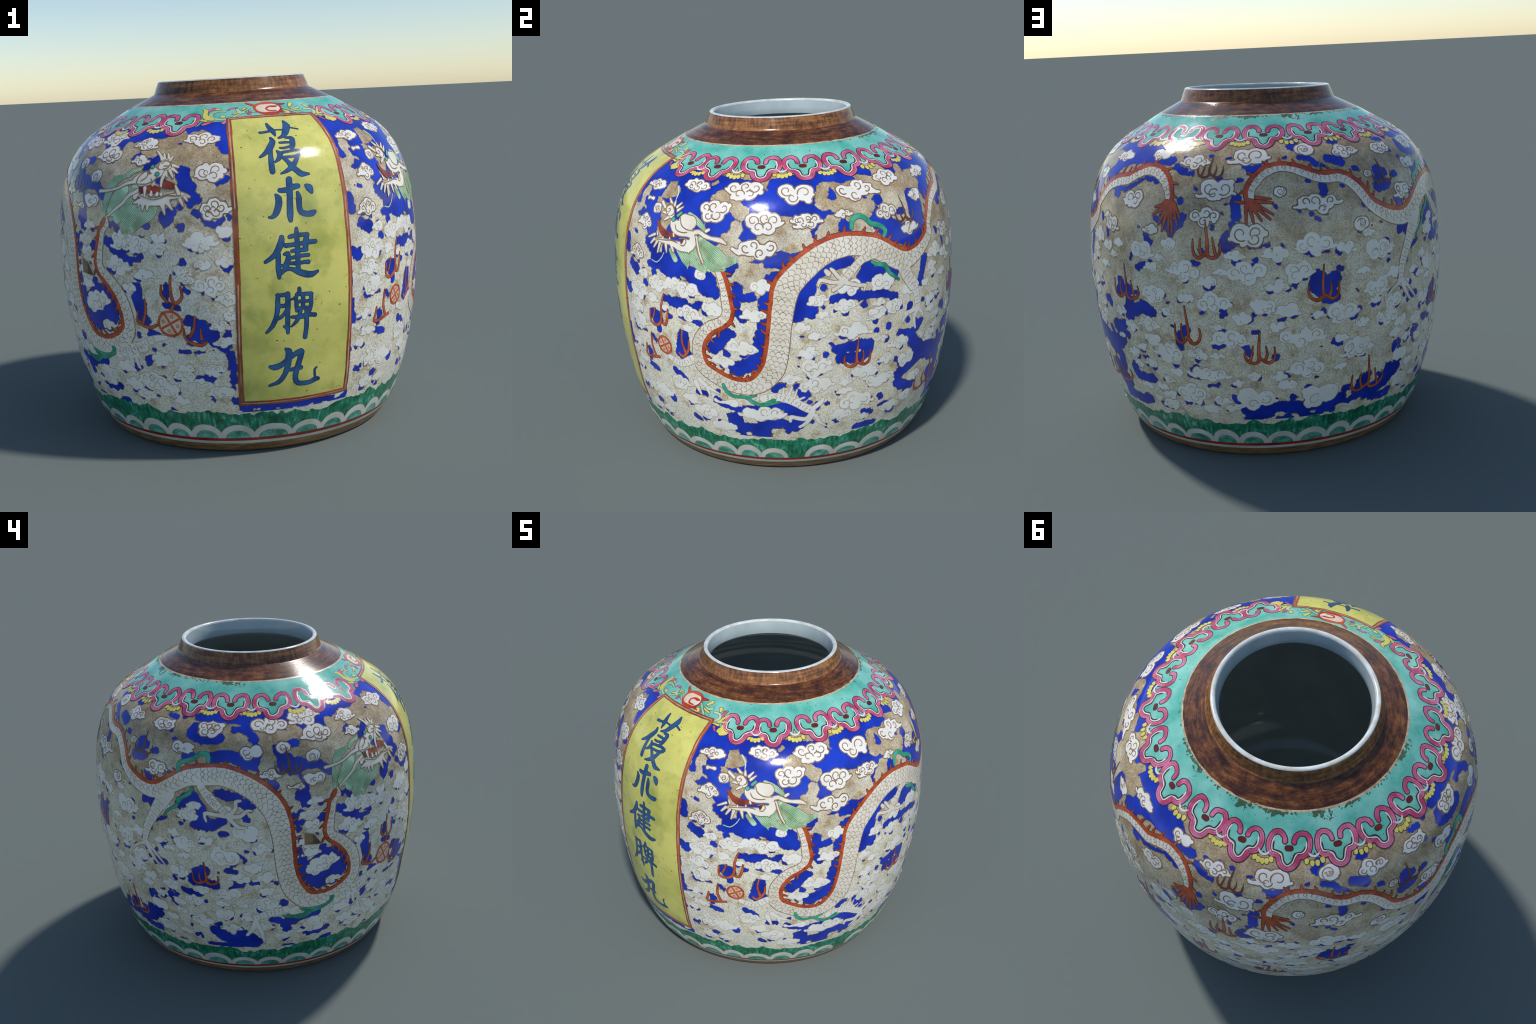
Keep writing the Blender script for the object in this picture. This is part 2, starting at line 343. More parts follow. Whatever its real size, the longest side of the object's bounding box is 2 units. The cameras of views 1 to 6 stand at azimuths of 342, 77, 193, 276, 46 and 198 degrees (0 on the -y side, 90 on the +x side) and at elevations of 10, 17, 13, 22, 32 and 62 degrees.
body = turned("belly_wall", wall_strip(.119, 1.976, .010), GROUND)
turned("brown_shoulder", wall_strip(1.976, S_END-.004, .008), BROWN)
turned("neck", [tuple(wall_strip(S_END-.006, S_END-.004)[1]), (1.799, .4325), (1.803, .4285), (1.812, .4255), (1.83, .419), (1.85, .4105), (1.861, .4062), (1.8645, .4045)], NECK)
turned("lip", [(1.8645, .4045), (1.868, .4018), (1.8700, .3975), (1.8705, .391), (1.869, .3860), (1.865, .3815), (1.859, .3790)], LIPM)
turned("inner_neck", [(1.859, .3790), (1.845, .376), (1.82, .370), (1.795, .3665), (1.782, .3675)], PALE)
turned("inner_wall", smooth_profile([(1.782, .3675), (1.770, .378), (1.745, .412), (1.70, .478), (1.65, .553), (1.58, .662), (1.50, .746), (1.40, .806), (1.28, .836), (1.1, .850), (.9, .856), (.7, .848), (.55, .832), (.42, .795), (.31, .725), (.245, .625), (.222, .49), (.22, .20), (.22, .001)], 5), INSIDE)

# ------------------------------------------------------------------ cloud motifs: list first, so the cobalt can hug them
EAST_SPINE = [(164.8,1.399,0.025), (164.5,1.454,0.044), (162.5,1.516,0.054), (159.1,1.557,0.06), (154.4,1.57,0.058), (150.3,1.546,0.055), (146.1,1.511,0.056), (141.2,1.498,0.057), (136,1.466,0.054), (132.5,1.414,0.051), (129.5,1.353,0.048), (128.7,1.3,0.069), (122.4,1.236,0.081), (115.8,1.214,0.11), (110.8,1.252,0.115), (105.4,1.309,0.117), (99.8,1.34,0.112), (93.6,1.347,0.114), (87.6,1.316,0.12), (82.1,1.252,0.129), (77.2,1.166,0.136), (75.9,1.088,0.127), (75,0.995,0.121), (74.3,0.899,0.119), (73.6,0.807,0.12), (72.1,0.712,0.121), (68.4,0.634,0.106), (63.9,0.602,0.093), (58.7,0.613,0.087), (53.4,0.654,0.087), (49.6,0.705,0.084), (48.8,0.785,0.073), (49.9,0.861,0.07), (53.2,0.93,0.065), (57.4,0.97,0.058), (59.3,1.017,0.058), (58.9,1.087,0.055), (58.4,1.153,0.048), (57.3,1.217,0.045), (56.7,1.242,0.038)]
WEST_SPINE = [(190.4,1.417,0.036), (190.5,1.472,0.048), (192.3,1.514,0.049), (194.7,1.555,0.049), (199.1,1.578,0.046), (203.1,1.571,0.046), (206.9,1.546,0.049), (210.7,1.517,0.052), (214.3,1.505,0.052), (218.2,1.506,0.056), (221.6,1.473,0.059), (224.4,1.418,0.063), (227.3,1.347,0.061), (232.5,1.289,0.075), (238,1.259,0.085), (242.8,1.266,0.091), (248.1,1.314,0.096), (253.5,1.364,0.102), (259.6,1.381,0.112), (265.9,1.383,0.111), (272,1.343,0.117), (277,1.286,0.124), (280.8,1.211,0.132), (282.8,1.121,0.126), (283.7,1.023,0.117), (284.1,0.922,0.114), (284.9,0.809,0.112), (286.9,0.702,0.117), (290.9,0.618,0.108), (296,0.598,0.102), (300.9,0.61,0.095), (305.5,0.648,0.091), (308.6,0.709,0.08), (308.7,0.793,0.076), (307.1,0.876,0.075), (303.6,0.95,0.067), (299.4,1.01,0.059), (299.3,1.068,0.056), (300.1,1.139,0.048), (301,1.202,0.045), (302.7,1.225,0.038), (302.5,1.269,0.017)]
LOBES = {'': [(-.22, .05, .17), (.08, .13, .19), (.03, -.11, .17), (.29, .0, .15)], 'w': [(-.26, .05, .12), (-.06, .10, .13), (.04, -.08, .12), (.25, .05, .12)],
         'o': [(-.10, 0, .31), (.10, .02, .30)], 't': [(.22, 0, .16)], 'p': [(-.2, .02, .24), (.17, .06, .22), (.08, -.13, .19)], 'q': [(-.24, .08, .17), (.0, .15, .18), (.23, .07, .17), (-.10, -.11, .18), (.14, -.12, .16)]}
CLOUDS = []
def cloud(az, s, w, kind=''):
    if kind == '': kind = rng.choice(('', '', 'p', 'q'))
    flip = rng.choice((-1, 1)); k = rng.uniform(.95, 1.15)
    lobes = [(x*1.08*flip*w*k+rng.uniform(-.03, .03)*w, y*w*k*rng.uniform(.7, 1.05)+rng.uniform(-.03, .03)*w, r*w*rng.uniform(.85, 1.15)) for x, y, r in LOBES[kind]]
    strokes = [place(az, s, [(x-.012*w, y, 2*r), (x+.012*w, y, 2*r)]) for x, y, r in lobes]; x0, y0 = lobes[0][:2]; e = -flip*w
    if kind == 't': strokes.append(place(az, s, [(.22*flip*w, 0, .24*w), (0, .02*w, .16*w), (-.3*flip*w, -.03*w, .08*w), (-.5*flip*w, .03*w, .015)]))
    elif kind != 'o':
        strokes.append(place(az, s, [(-.17*flip*w, 0, .22*w), (.22*flip*w, 0, .22*w)]))
        if rng.random() < .75: strokes.append(place(az, s, [(x0, y0, .22*w), (e*.38, y0-.09*w, .11*w), (e*.52, y0-rng.uniform(.02, .14)*w, .012)]))
        if rng.random() < .4: strokes.append(place(az, s, [(lobes[-1][0], lobes[-1][1], .14*w), (flip*w*.43, lobes[-1][1]-.07*w, .08*w), (flip*w*.53, lobes[-1][1]-.04*w, .012)]))
        for q in range(rng.randrange(1, 4)):                      # little scallops on the rim
            a = rng.uniform(0, 6.28); x, y, r = rng.choice(lobes); strokes.append(place(az, s, [(x+r*math.cos(a), y+r*math.sin(a), r*.7), (x+r*math.cos(a)+.003, y+r*math.sin(a), r*.7)]))
    CLOUDS.append((az, s, w, kind, lobes, strokes))
cloud(26, 1.637, 0.109)
cloud(44.6, 1.663, 0.138)
cloud(63.4, 1.649, 0.192)
cloud(31.1, 1.505, 0.064, 'o')
cloud(26, 1.442, 0.075)
cloud(54, 1.532, 0.186)
cloud(70.6, 1.477, 0.189)
cloud(80.7, 1.629, 0.184)
cloud(25.1, 1.553, 0.044, 't')
cloud(68.7, 1.347, 0.245, 'w')
cloud(50.8, 1.206, 0.077, 'o')
cloud(23.7, 1.262, 0.089)
cloud(27, 1.148, 0.062)
cloud(82.3, 1.483, 0.101)
cloud(102.6, 1.609, 0.253, 'w')
cloud(84.1, 1.481, 0.138)
cloud(117.2, 1.657, 0.147)
cloud(135.6, 1.631, 0.098)
cloud(127.3, 1.523, 0.095)
cloud(111.7, 1.478, 0.131)
cloud(119.9, 1.368, 0.127)
cloud(95.9, 1.502, 0.083)
cloud(107.3, 1.13, 0.144)
cloud(137.9, 1.31, 0.071)
cloud(129.4, 1.128, 0.09)
cloud(45.9, 1.115, 0.151)
cloud(46.5, 0.986, 0.152)
cloud(26, 1.052, 0.104)
cloud(23.7, 0.864, 0.092)
cloud(69.3, 1.162, 0.127)
cloud(67.1, 1.015, 0.128)
cloud(62.9, 0.83, 0.156)
cloud(57, 0.747, 0.119)
cloud(29.9, 0.463, 0.158)
cloud(48.6, 0.412, 0.153)
cloud(57.1, 0.498, 0.143, 't')
cloud(68.1, 0.434, 0.238, 'w')
cloud(40.1, 0.565, 0.139)
cloud(25.1, 0.516, 0.087)
cloud(37.6, 0.992, 0.054, 'o')
cloud(18.1, 0.669, 0.08)
cloud(12.5, 0.326, 0.099)
cloud(85.9, 1.085, 0.096)
cloud(93.9, 1.042, 0.129)
cloud(110.9, 0.986, 0.133)
cloud(96.6, 0.897, 0.196, 'w')
cloud(82.6, 0.8, 0.111)
cloud(85.2, 0.715, 0.171)
cloud(100.6, 0.648, 0.155)
cloud(106.6, 0.575, 0.227, 'w')
cloud(113.1, 0.767, 0.13)
cloud(116.7, 0.656, 0.139)
cloud(85.3, 0.608, 0.173)
cloud(98.7, 0.474, 0.192)
cloud(119.1, 0.408, 0.1, 'o')
cloud(123, 0.515, 0.107)
cloud(129.2, 0.731, 0.107)
cloud(127.5, 0.95, 0.098)
cloud(81.2, 0.943, 0.096)
cloud(104.3, 0.97, 0.112)
cloud(93.7, 0.4, 0.137)
cloud(112.8, 0.378, 0.121)
cloud(295.6, 1.69, 0.111)
cloud(279.8, 1.657, 0.095)
cloud(313.2, 1.651, 0.113)
cloud(298.7, 1.572, 0.122)
cloud(312.8, 1.551, 0.087)
cloud(332.5, 1.673, 0.159)
cloud(336.2, 1.482, 0.143)
cloud(336.8, 1.299, 0.16)
cloud(295.2, 1.458, 0.064, 'o')
cloud(285.9, 1.526, 0.046)
cloud(295.5, 1.333, 0.084)
cloud(289.9, 1.308, 0.052)
cloud(314.3, 1.138, 0.135)
cloud(320, 1.123, 0.109)
cloud(332.9, 1.152, 0.16)
cloud(291.2, 1.143, 0.059)
cloud(272.8, 1.526, 0.042)
cloud(281.2, 1.39, 0.034)
cloud(24.2, 1.632, 0.109)
cloud(43.4, 1.669, 0.108)
cloud(30.8, 1.514, 0.058, 'o')
cloud(26.2, 1.419, 0.114)
cloud(25.2, 1.551, 0.057, 't')
cloud(23.7, 1.245, 0.126)
cloud(27.9, 1.148, 0.064, 'o')
cloud(40.6, 1.136, 0.1)
cloud(24.3, 1.042, 0.165)
cloud(44.6, 0.991, 0.074)
cloud(294.2, 0.809, 0.125)
cloud(299.8, 0.722, 0.071, 'o')
cloud(308.2, 1.023, 0.125)
cloud(334.7, 0.943, 0.161)
cloud(294.8, 0.44, 0.134)
cloud(314.5, 0.437, 0.16)
cloud(318.9, 0.401, 0.127)
cloud(325.9, 0.528, 0.081)
cloud(333.8, 0.518, 0.105)
cloud(335.8, 0.399, 0.137)
cloud(337.1, 0.748, 0.091)
cloud(337.8, 0.664, 0.091)
cloud(328.5, 0.462, 0.094, 't')
cloud(316, 0.993, 0.11)
cloud(330.1, 0.638, 0.11, 't')
cloud(326.9, 1.022, 0.072)
cloud(310.5, 0.925, 0.081)
cloud(327.8, 0.974, 0.084)
cloud(23.9, 0.864, 0.147)
cloud(22.5, 0.63, 0.097)
cloud(26, 0.47, 0.132)
cloud(39.1, 0.577, 0.088)
cloud(35.1, 0.481, 0.061)
cloud(21, 0.723, 0.096)
cloud(19.6, 0.579, 0.077)
cloud(295.9, 1.693, 0.165)
cloud(281.3, 1.662, 0.19)
cloud(298.5, 1.583, 0.177)
cloud(274.5, 1.514, 0.114)
cloud(285.7, 1.531, 0.087, 'o')
cloud(295.3, 1.461, 0.102, 'o')
cloud(312.4, 1.648, 0.112)
cloud(313, 1.549, 0.077)
cloud(331.8, 1.667, 0.102)
cloud(335.8, 1.478, 0.081)
cloud(335.9, 1.304, 0.067)
cloud(280.7, 1.385, 0.101)
cloud(295.1, 1.336, 0.129)
cloud(288.6, 1.31, 0.081, 't')
cloud(320.6, 1.169, 0.079)
cloud(313.1, 1.126, 0.128)
cloud(332.7, 1.127, 0.097)
cloud(209, 1.676, 0.052)
cloud(223.9, 1.647, 0.109)
cloud(240.2, 1.633, 0.133)
cloud(259.6, 1.64, 0.17)
cloud(250.4, 1.523, 0.123)
cloud(228.6, 1.502, 0.043, 'o')
cloud(241.6, 1.394, 0.132)
cloud(212.1, 1.379, 0.067)
cloud(223.2, 1.268, 0.059)
cloud(229.2, 1.114, 0.138)
cloud(208.6, 1.161, 0.046)
cloud(256.3, 1.211, 0.082)
cloud(254, 1.147, 0.117)
cloud(272.3, 1.072, 0.15)
cloud(252.2, 0.977, 0.133)
cloud(265.2, 0.917, 0.174)
cloud(249.5, 0.799, 0.122)
cloud(245.7, 0.698, 0.109)
cloud(278.1, 0.787, 0.126)
cloud(277.9, 0.614, 0.143)
cloud(269.9, 0.603, 0.086, 't')
cloud(256.4, 0.473, 0.147)
cloud(265.7, 0.436, 0.11)
cloud(238.7, 0.524, 0.128)
cloud(240.3, 0.366, 0.138)
cloud(257, 0.695, 0.1)
cloud(253.7, 0.613, 0.116)
cloud(231.9, 1.127, 0.094)
cloud(231.6, 0.761, 0.119)
cloud(223.2, 0.632, 0.1)
cloud(276.4, 0.972, 0.11)
cloud(221.8, 0.765, 0.092)
cloud(292.2, 1.143, 0.116)
cloud(296.8, 0.836, 0.184)
cloud(300.7, 0.718, 0.094)
cloud(292.8, 0.923, 0.098)
cloud(308.9, 1.154, 0.141)
cloud(306.1, 1.038, 0.12)
cloud(295.2, 0.424, 0.163)
cloud(288.2, 0.391, 0.081, 't')
cloud(313.3, 0.45, 0.137)
cloud(318.9, 0.426, 0.069)
cloud(293.4, 1.088, 0.09)
cloud(324.9, 0.483, 0.108)
cloud(310.8, 0.357, 0.115)
cloud(138.1, 1.636, 0.121)
cloud(156.8, 1.663, 0.123)
cloud(171.7, 1.622, 0.144)
cloud(189.9, 1.648, 0.191)
cloud(150.9, 1.423, 0.149)
cloud(180, 1.482, 0.183)
cloud(176.4, 1.348, 0.171)
cloud(159.1, 1.275, 0.095)
cloud(141, 1.278, 0.12)
cloud(189.9, 1.26, 0.187)
cloud(155.6, 1.175, 0.147)
cloud(125.6, 1.518, 0.042)
cloud(129.9, 1.087, 0.056)
cloud(142, 1.121, 0.067)
cloud(209, 1.679, 0.119, 'o')
cloud(223.7, 1.644, 0.146)
cloud(240, 1.638, 0.125)
cloud(260.8, 1.654, 0.097)
cloud(250.1, 1.514, 0.074)
cloud(241.2, 1.399, 0.098)
cloud(229.1, 1.502, 0.054, 'o')
cloud(199.2, 1.458, 0.067, 'o')
cloud(210.1, 1.382, 0.232, 'w')
cloud(223.1, 1.264, 0.1, 'o')
cloud(208.2, 1.189, 0.201)
cloud(227.8, 1.131, 0.164)
cloud(254.5, 1.186, 0.048)
cloud(169.9, 1.081, 0.174)
cloud(189.1, 1.072, 0.188)
cloud(159.8, 0.952, 0.153)
cloud(156, 0.788, 0.137)
cloud(179, 0.922, 0.179)
cloud(192.5, 0.907, 0.135)
cloud(163.2, 0.638, 0.182)
cloud(182.6, 0.739, 0.187)
cloud(147.6, 0.604, 0.102)
cloud(175.3, 0.545, 0.218, 'w')
cloud(168.7, 0.423, 0.184)
cloud(189.2, 0.411, 0.199)
cloud(143.9, 0.828, 0.087)
cloud(132.3, 0.836, 0.07)
cloud(132.3, 0.956, 0.049)
cloud(142.1, 0.686, 0.048)
cloud(149.9, 0.425, 0.137, 't')
cloud(202.7, 1.07, 0.152)
cloud(199.1, 0.886, 0.123)
cloud(227.1, 0.941, 0.153)
cloud(215.4, 0.839, 0.175)
cloud(230.8, 0.759, 0.156)
cloud(203.2, 0.735, 0.237, 'w')
cloud(220.4, 0.639, 0.186)
cloud(204.6, 0.565, 0.19)
cloud(208.4, 0.41, 0.207)
cloud(238.6, 0.517, 0.102)
cloud(239.4, 0.376, 0.11)
cloud(244.4, 0.686, 0.048)
cloud(253.9, 0.616, 0.042)
cloud(237.8, 0.923, 0.098)
cloud(250.8, 0.812, 0.055)
PAINTED = len(CLOUDS)
TONGUES, FLAME_MARKS, PEARL_MARKS = [], [], []
def flame_stroke(*pts): TONGUES.append(pts)
def flame_mark(*f): FLAME_MARKS.append(f)
def pearl_mark(*f): PEARL_MARKS.append(f)
flame_mark(177.4, 1.15, 0.150, 0.183, 0, 0)
flame_mark(209.9, 0.918, 0.167, 0.173, 1, 0)
flame_mark(170, 0.711, 0.148, 0.199, 0, 0)
flame_mark(191, 0.613, 0.158, 0.171, 1, 0)
flame_mark(147.8, 0.906, 0.214, 0.177, 0, 0)
flame_mark(225.4, 0.384, 0.213, 0.191, 0, 0)
flame_mark(177.6, 1.539, 0.136, 0.122, 1, 1)
flame_mark(234.6, 1.446, 0.143, 0.134, 0, 1)
flame_mark(133.3, 0.398, 0.327, 0.193, 0, 0)
flame_mark(258.6, 0.742, 0.159, 0.138, 0, 0)
flame_mark(286.7, 1.386, 0.151, 0.149, 0, 1)
flame_mark(98, 0.696, 0.158, 0.159, 1, 0)
flame_mark(118.9, 1.411, 0.143, 0.135, 0, 1)
flame_stroke((324,0.998,0.005), (323.6,0.948,0.01), (323.8,0.893,0.013), (324.5,0.855,0.012))
flame_stroke((321,0.947,0.006), (320.8,0.903,0.011), (322.5,0.867,0.013))
flame_stroke((326.6,0.943,0.006), (326.9,0.894,0.011), (325.5,0.865,0.013), (324,0.861,0.012))
flame_stroke((324.3,0.855,0.015), (323.4,0.823,0.013))
flame_stroke((315.4,0.874,0.005), (315.4,0.816,0.011), (314.1,0.756,0.014))
flame_stroke((312.8,0.813,0.006), (312.3,0.76,0.011), (313.9,0.743,0.014), (316.4,0.733,0.014), (318.6,0.749,0.011))
flame_stroke((330.1,0.8,0.005), (329.6,0.743,0.011), (328.3,0.697,0.013))
flame_stroke((326.6,0.735,0.005), (326.7,0.69,0.011), (328.4,0.664,0.013), (331.3,0.652,0.015), (333,0.672,0.007))
flame_stroke((331.4,0.737,0.005), (331.5,0.685,0.012))
flame_stroke((37,1.067,0.007), (35.7,0.999,0.011), (35.2,0.911,0.014), (32.9,0.879,0.014), (30.4,0.89,0.011), (30.3,0.955,0.007))
flame_stroke((32.9,0.974,0.007), (31.6,0.917,0.01))
flame_stroke((38.4,0.987,0.007), (38.1,0.937,0.011), (37,0.896,0.012), (35.4,0.904,0.012))
flame_stroke((29.7,0.819,0.007), (29.3,0.741,0.013), (30.5,0.685,0.015))
flame_stroke((26.1,0.739,0.007), (25.3,0.672,0.013), (27.5,0.668,0.014), (32.1,0.685,0.014))
flame_stroke((43.6,0.885,0.007), (43.2,0.825,0.011), (44.2,0.762,0.014))
flame_stroke((45.7,0.833,0.007), (45.3,0.78,0.012), (43,0.734,0.014), (41.6,0.752,0.01))
pearl_mark(322.8, 0.759, 0.061)
pearl_mark(35.7, 0.775, 0.048)
KEEP = [(f[0], f[1]+f[3]*.4, f[2]*.55+.02) for f in FLAME_MARKS]+[(f[0], f[1], .16) for f in PEARL_MARKS]
# ------------------------------------------------------------------ cobalt ground
WASH = []
def wash(sign, *pts): WASH.append((sign, pts))
wash('+', (27.3,1.727,0.273), (44.3,1.639,0.262), (57.6,1.602,0.256), (72.9,1.585,0.253), (86.2,1.575,0.253))
wash('+', (26.2,1.571,0.075), (28.4,1.449,0.074), (31.4,1.356,0.074), (32.8,1.259,0.074))
wash('+', (35.2,1.246,0.087), (39.6,1.212,0.086), (46.9,1.204,0.085), (53.8,1.179,0.084))
wash('+', (61.4,1.267,0.038), (59.5,1.233,0.038))
wash('+', (63.9,1.445,0.082), (68.3,1.409,0.082))
wash('+', (54.8,1.45,0.096), (54.2,1.405,0.096))
wash('+', (67.1,1.258,0.057), (72.8,1.29,0.057), (78.4,1.332,0.056), (82.2,1.36,0.057))
wash('+', (45.2,1.487,0.195), (41.9,1.318,0.196))
wash('+', (56.8,1.471,0.076), (63.1,1.457,0.076))
wash('-', (33.2,1.651,0.06), (32.5,1.594,0.06), (36.2,1.617,0.06))
wash('-', (20.1,1.554,0.041), (18.8,1.462,0.042), (19.3,1.386,0.042))
wash('-', (18.9,1.363,0.07), (25.6,1.324,0.068), (28.9,1.26,0.068))
wash('-', (31,1.164,0.075), (32.8,1.121,0.074))
wash('-', (38.2,1.736,0.05), (39.9,1.73,0.05))
wash('-', (51.1,1.683,0.026), (51.9,1.692,0.026))
wash('-', (53.1,1.592,0.058), (55.7,1.608,0.058))
wash('-', (55.6,1.615,0.084), (60.8,1.557,0.083), (63.1,1.532,0.082))
wash('-', (61.9,1.456,0.07), (60.8,1.406,0.07))
wash('-', (69.6,1.687,0.07), (71.9,1.687,0.07))
wash('-', (71,1.403,0.094), (78.5,1.395,0.094), (82.5,1.44,0.094))
wash('-', (77.6,1.456,0.063), (80.7,1.478,0.063))
wash('-', (65.3,1.257,0.088), (69,1.245,0.088), (73.8,1.258,0.088))
wash('-', (45,1.193,0.046), (45.2,1.187,0.046))
wash('-', (50.8,1.496,0.039), (51.1,1.49,0.039))
wash('+', (74,1.678,0.077), (88.4,1.723,0.077), (101,1.709,0.078), (109.8,1.714,0.079))
wash('+', (69.8,1.592,0.127), (84.2,1.551,0.126))
wash('+', (123.8,1.71,0.089), (138.4,1.697,0.092), (136.6,1.577,0.091), (133.6,1.512,0.09))
wash('+', (107.2,1.458,0.11), (115,1.358,0.112), (123.6,1.354,0.115), (125.2,1.505,0.115))
wash('+', (109.3,1.551,0.052), (109.4,1.544,0.052))
wash('+', (95.2,1.441,0.057), (95.6,1.434,0.057))
wash('+', (103,1.566,0.039), (104,1.564,0.039))
wash('+', (84.6,1.414,0.038), (86.6,1.429,0.038))
wash('+', (82.4,1.36,0.044), (79.3,1.325,0.044))
wash('+', (72.2,1.29,0.057), (76.7,1.282,0.057))
wash('+', (72.1,1.194,0.05), (73.6,1.22,0.05))
wash('+', (90.9,1.529,0.022), (91.5,1.528,0.022))
wash('+', (82.7,1.161,0.063), (87.7,1.245,0.063), (95.7,1.275,0.064))
wash('+', (102.2,1.233,0.058), (99.4,1.168,0.058), (104.7,1.192,0.058), (110.8,1.158,0.059))
wash('+', (125.1,1.183,0.048), (122.5,1.068,0.048))
wash('+', (140.7,1.45,0.035), (142.4,1.429,0.036))
wash('+', (134.5,1.311,0.021), (134.4,1.297,0.021))
wash('+', (138.6,1.221,0.025), (138.7,1.213,0.025))
wash('-', (91.1,1.653,0.07), (89,1.571,0.07), (93.1,1.552,0.07), (100.2,1.545,0.071), (106.1,1.526,0.071))
wash('-', (91.3,1.472,0.07), (88.1,1.415,0.069), (91.9,1.44,0.07))
wash('-', (106,1.679,0.059), (110.4,1.66,0.059), (114.5,1.602,0.06), (119.6,1.587,0.06), (124.6,1.634,0.061), (127.2,1.698,0.062))
wash('-', (117.1,1.544,0.073), (113.9,1.539,0.073), (120.8,1.569,0.074))
wash('-', (104.4,1.491,0.039), (104.5,1.484,0.039))
wash('-', (73.1,1.458,0.088), (77.8,1.468,0.088), (82.6,1.397,0.088), (77.6,1.37,0.088))
wash('-', (103.8,1.711,0.033), (106.3,1.687,0.033))
wash('+', (37.8,1.049,0.044), (46.6,1.021,0.043), (50.6,1.045,0.042))
wash('+', (52.1,1.143,0.065), (55.4,1.122,0.064))
wash('+', (62.5,1.158,0.051), (61.9,1.044,0.051), (64.1,1.006,0.051))
wash('+', (67,1.115,0.038), (63.2,1.099,0.038))
wash('+', (71.5,1.162,0.057), (70.2,1.069,0.057), (69.7,0.982,0.058), (70.3,0.92,0.058))
wash('+', (54.5,0.829,0.072), (57.5,0.879,0.072), (58.9,0.909,0.072))
wash('+', (61.2,0.71,0.079), (66.1,0.753,0.079), (68.6,0.821,0.078), (69.9,0.913,0.077))
wash('+', (58.2,0.795,0.033), (58.6,0.793,0.033))
wash('+', (80.8,1.078,0.076), (79.6,1.019,0.077), (83.2,1.155,0.076))
wash('+', (31.5,0.939,0.062), (33.9,0.934,0.061))
wash('+', (39,0.954,0.027), (39.2,0.952,0.027))
wash('+', (44,0.864,0.06), (42.2,0.762,0.061), (44.6,0.748,0.061))
wash('+', (27.4,0.708,0.042), (27.7,0.701,0.042))
wash('+', (30.8,0.802,0.028), (30.8,0.794,0.028))
wash('+', (34,0.869,0.034), (34,0.862,0.034))
wash('+', (38.9,0.639,0.038), (41.5,0.596,0.038))
wash('+', (27.7,0.605,0.025), (30.3,0.596,0.025))
wash('+', (24.3,0.626,0.022), (24.6,0.624,0.022))
wash('+', (20.6,0.446,0.022), (20.7,0.443,0.022))
wash('+', (27,0.388,0.029), (27.4,0.378,0.029))
wash('+', (34.9,0.445,0.036), (35.1,0.437,0.036))
wash('+', (47.4,0.531,0.034), (49.7,0.532,0.034))
wash('+', (53.8,0.561,0.02), (54.3,0.561,0.02))
wash('+', (53.2,0.503,0.034), (60.8,0.465,0.034), (71.1,0.485,0.034), (75.1,0.493,0.034), (81.1,0.447,0.034))
wash('+', (77.1,0.46,0.054), (81.1,0.431,0.054), (79.1,0.39,0.055))
wash('+', (58.6,0.401,0.082), (60.2,0.332,0.083), (66.4,0.334,0.083), (72.8,0.366,0.082), (77.8,0.355,0.082), (80.7,0.406,0.082))
wash('+', (67.9,0.288,0.062), (68.3,0.289,0.062))
wash('+', (72.6,0.596,0.033), (75,0.627,0.033))
wash('+', (79.2,0.601,0.04), (82.3,0.558,0.04))
wash('+', (83.1,0.517,0.027), (83.3,0.513,0.027))
wash('+', (43.8,0.364,0.021), (45.2,0.352,0.021))
wash('+', (30.1,0.294,0.015), (30.9,0.297,0.015))
wash('+', (48.1,0.949,0.03), (50.3,0.947,0.03))
wash('+', (22,0.81,0.014), (26.2,0.82,0.014))
wash('+', (19.2,1.043,0.032), (19.4,1.036,0.032))
wash('+', (81.9,1.15,0.076), (79.9,1.052,0.076), (83.6,1.035,0.077))
wash('+', (87.5,1.148,0.025), (87.7,1.145,0.025))
wash('+', (90.4,1.083,0.042), (93.9,1.089,0.042), (96.7,1.082,0.042), (104.4,1.079,0.042), (111,1.041,0.043))
wash('+', (100,1.032,0.029), (100.2,1.028,0.029))
wash('+', (93.3,1.034,0.029), (93.7,1.029,0.029))
wash('+', (87.1,1.046,0.016), (87.5,1.044,0.016))
wash('+', (106.8,0.967,0.017), (107.5,0.963,0.017))
wash('+', (108.6,0.883,0.033), (108.8,0.878,0.033))
wash('+', (104.1,0.879,0.017), (104.6,0.876,0.017))
wash('+', (117.4,0.957,0.041), (116.9,0.931,0.041))
wash('+', (116.4,0.883,0.027), (116.6,0.879,0.027))
wash('+', (123.6,0.963,0.021), (123.9,0.958,0.021))
wash('+', (137.6,0.871,0.036), (138.1,0.853,0.036))
wash('+', (122.7,0.858,0.017), (122.9,0.854,0.017))
wash('+', (91.8,0.811,0.059), (95.8,0.814,0.059), (101.4,0.81,0.06), (99.3,0.744,0.06), (92.7,0.757,0.059))
wash('+', (89.6,0.845,0.02), (90,0.84,0.02))
wash('+', (87.7,0.788,0.029), (88.1,0.785,0.029))
wash('+', (84.1,0.819,0.012), (84.5,0.817,0.012))
wash('+', (80.4,0.902,0.014), (81.2,0.901,0.014))
wash('+', (79.8,0.789,0.012), (79.9,0.787,0.012))
wash('+', (79.9,0.727,0.012), (80,0.725,0.012))
wash('+', (83.3,0.677,0.04), (83.7,0.665,0.04))
wash('+', (96.7,0.646,0.02), (97.1,0.641,0.02))
wash('+', (113.3,0.825,0.041), (119.2,0.803,0.041), (122.8,0.843,0.042))
wash('+', (119.6,0.748,0.076), (126,0.664,0.078), (137.3,0.631,0.081), (142.1,0.663,0.082))
wash('+', (112.6,0.67,0.034), (116.6,0.664,0.035))
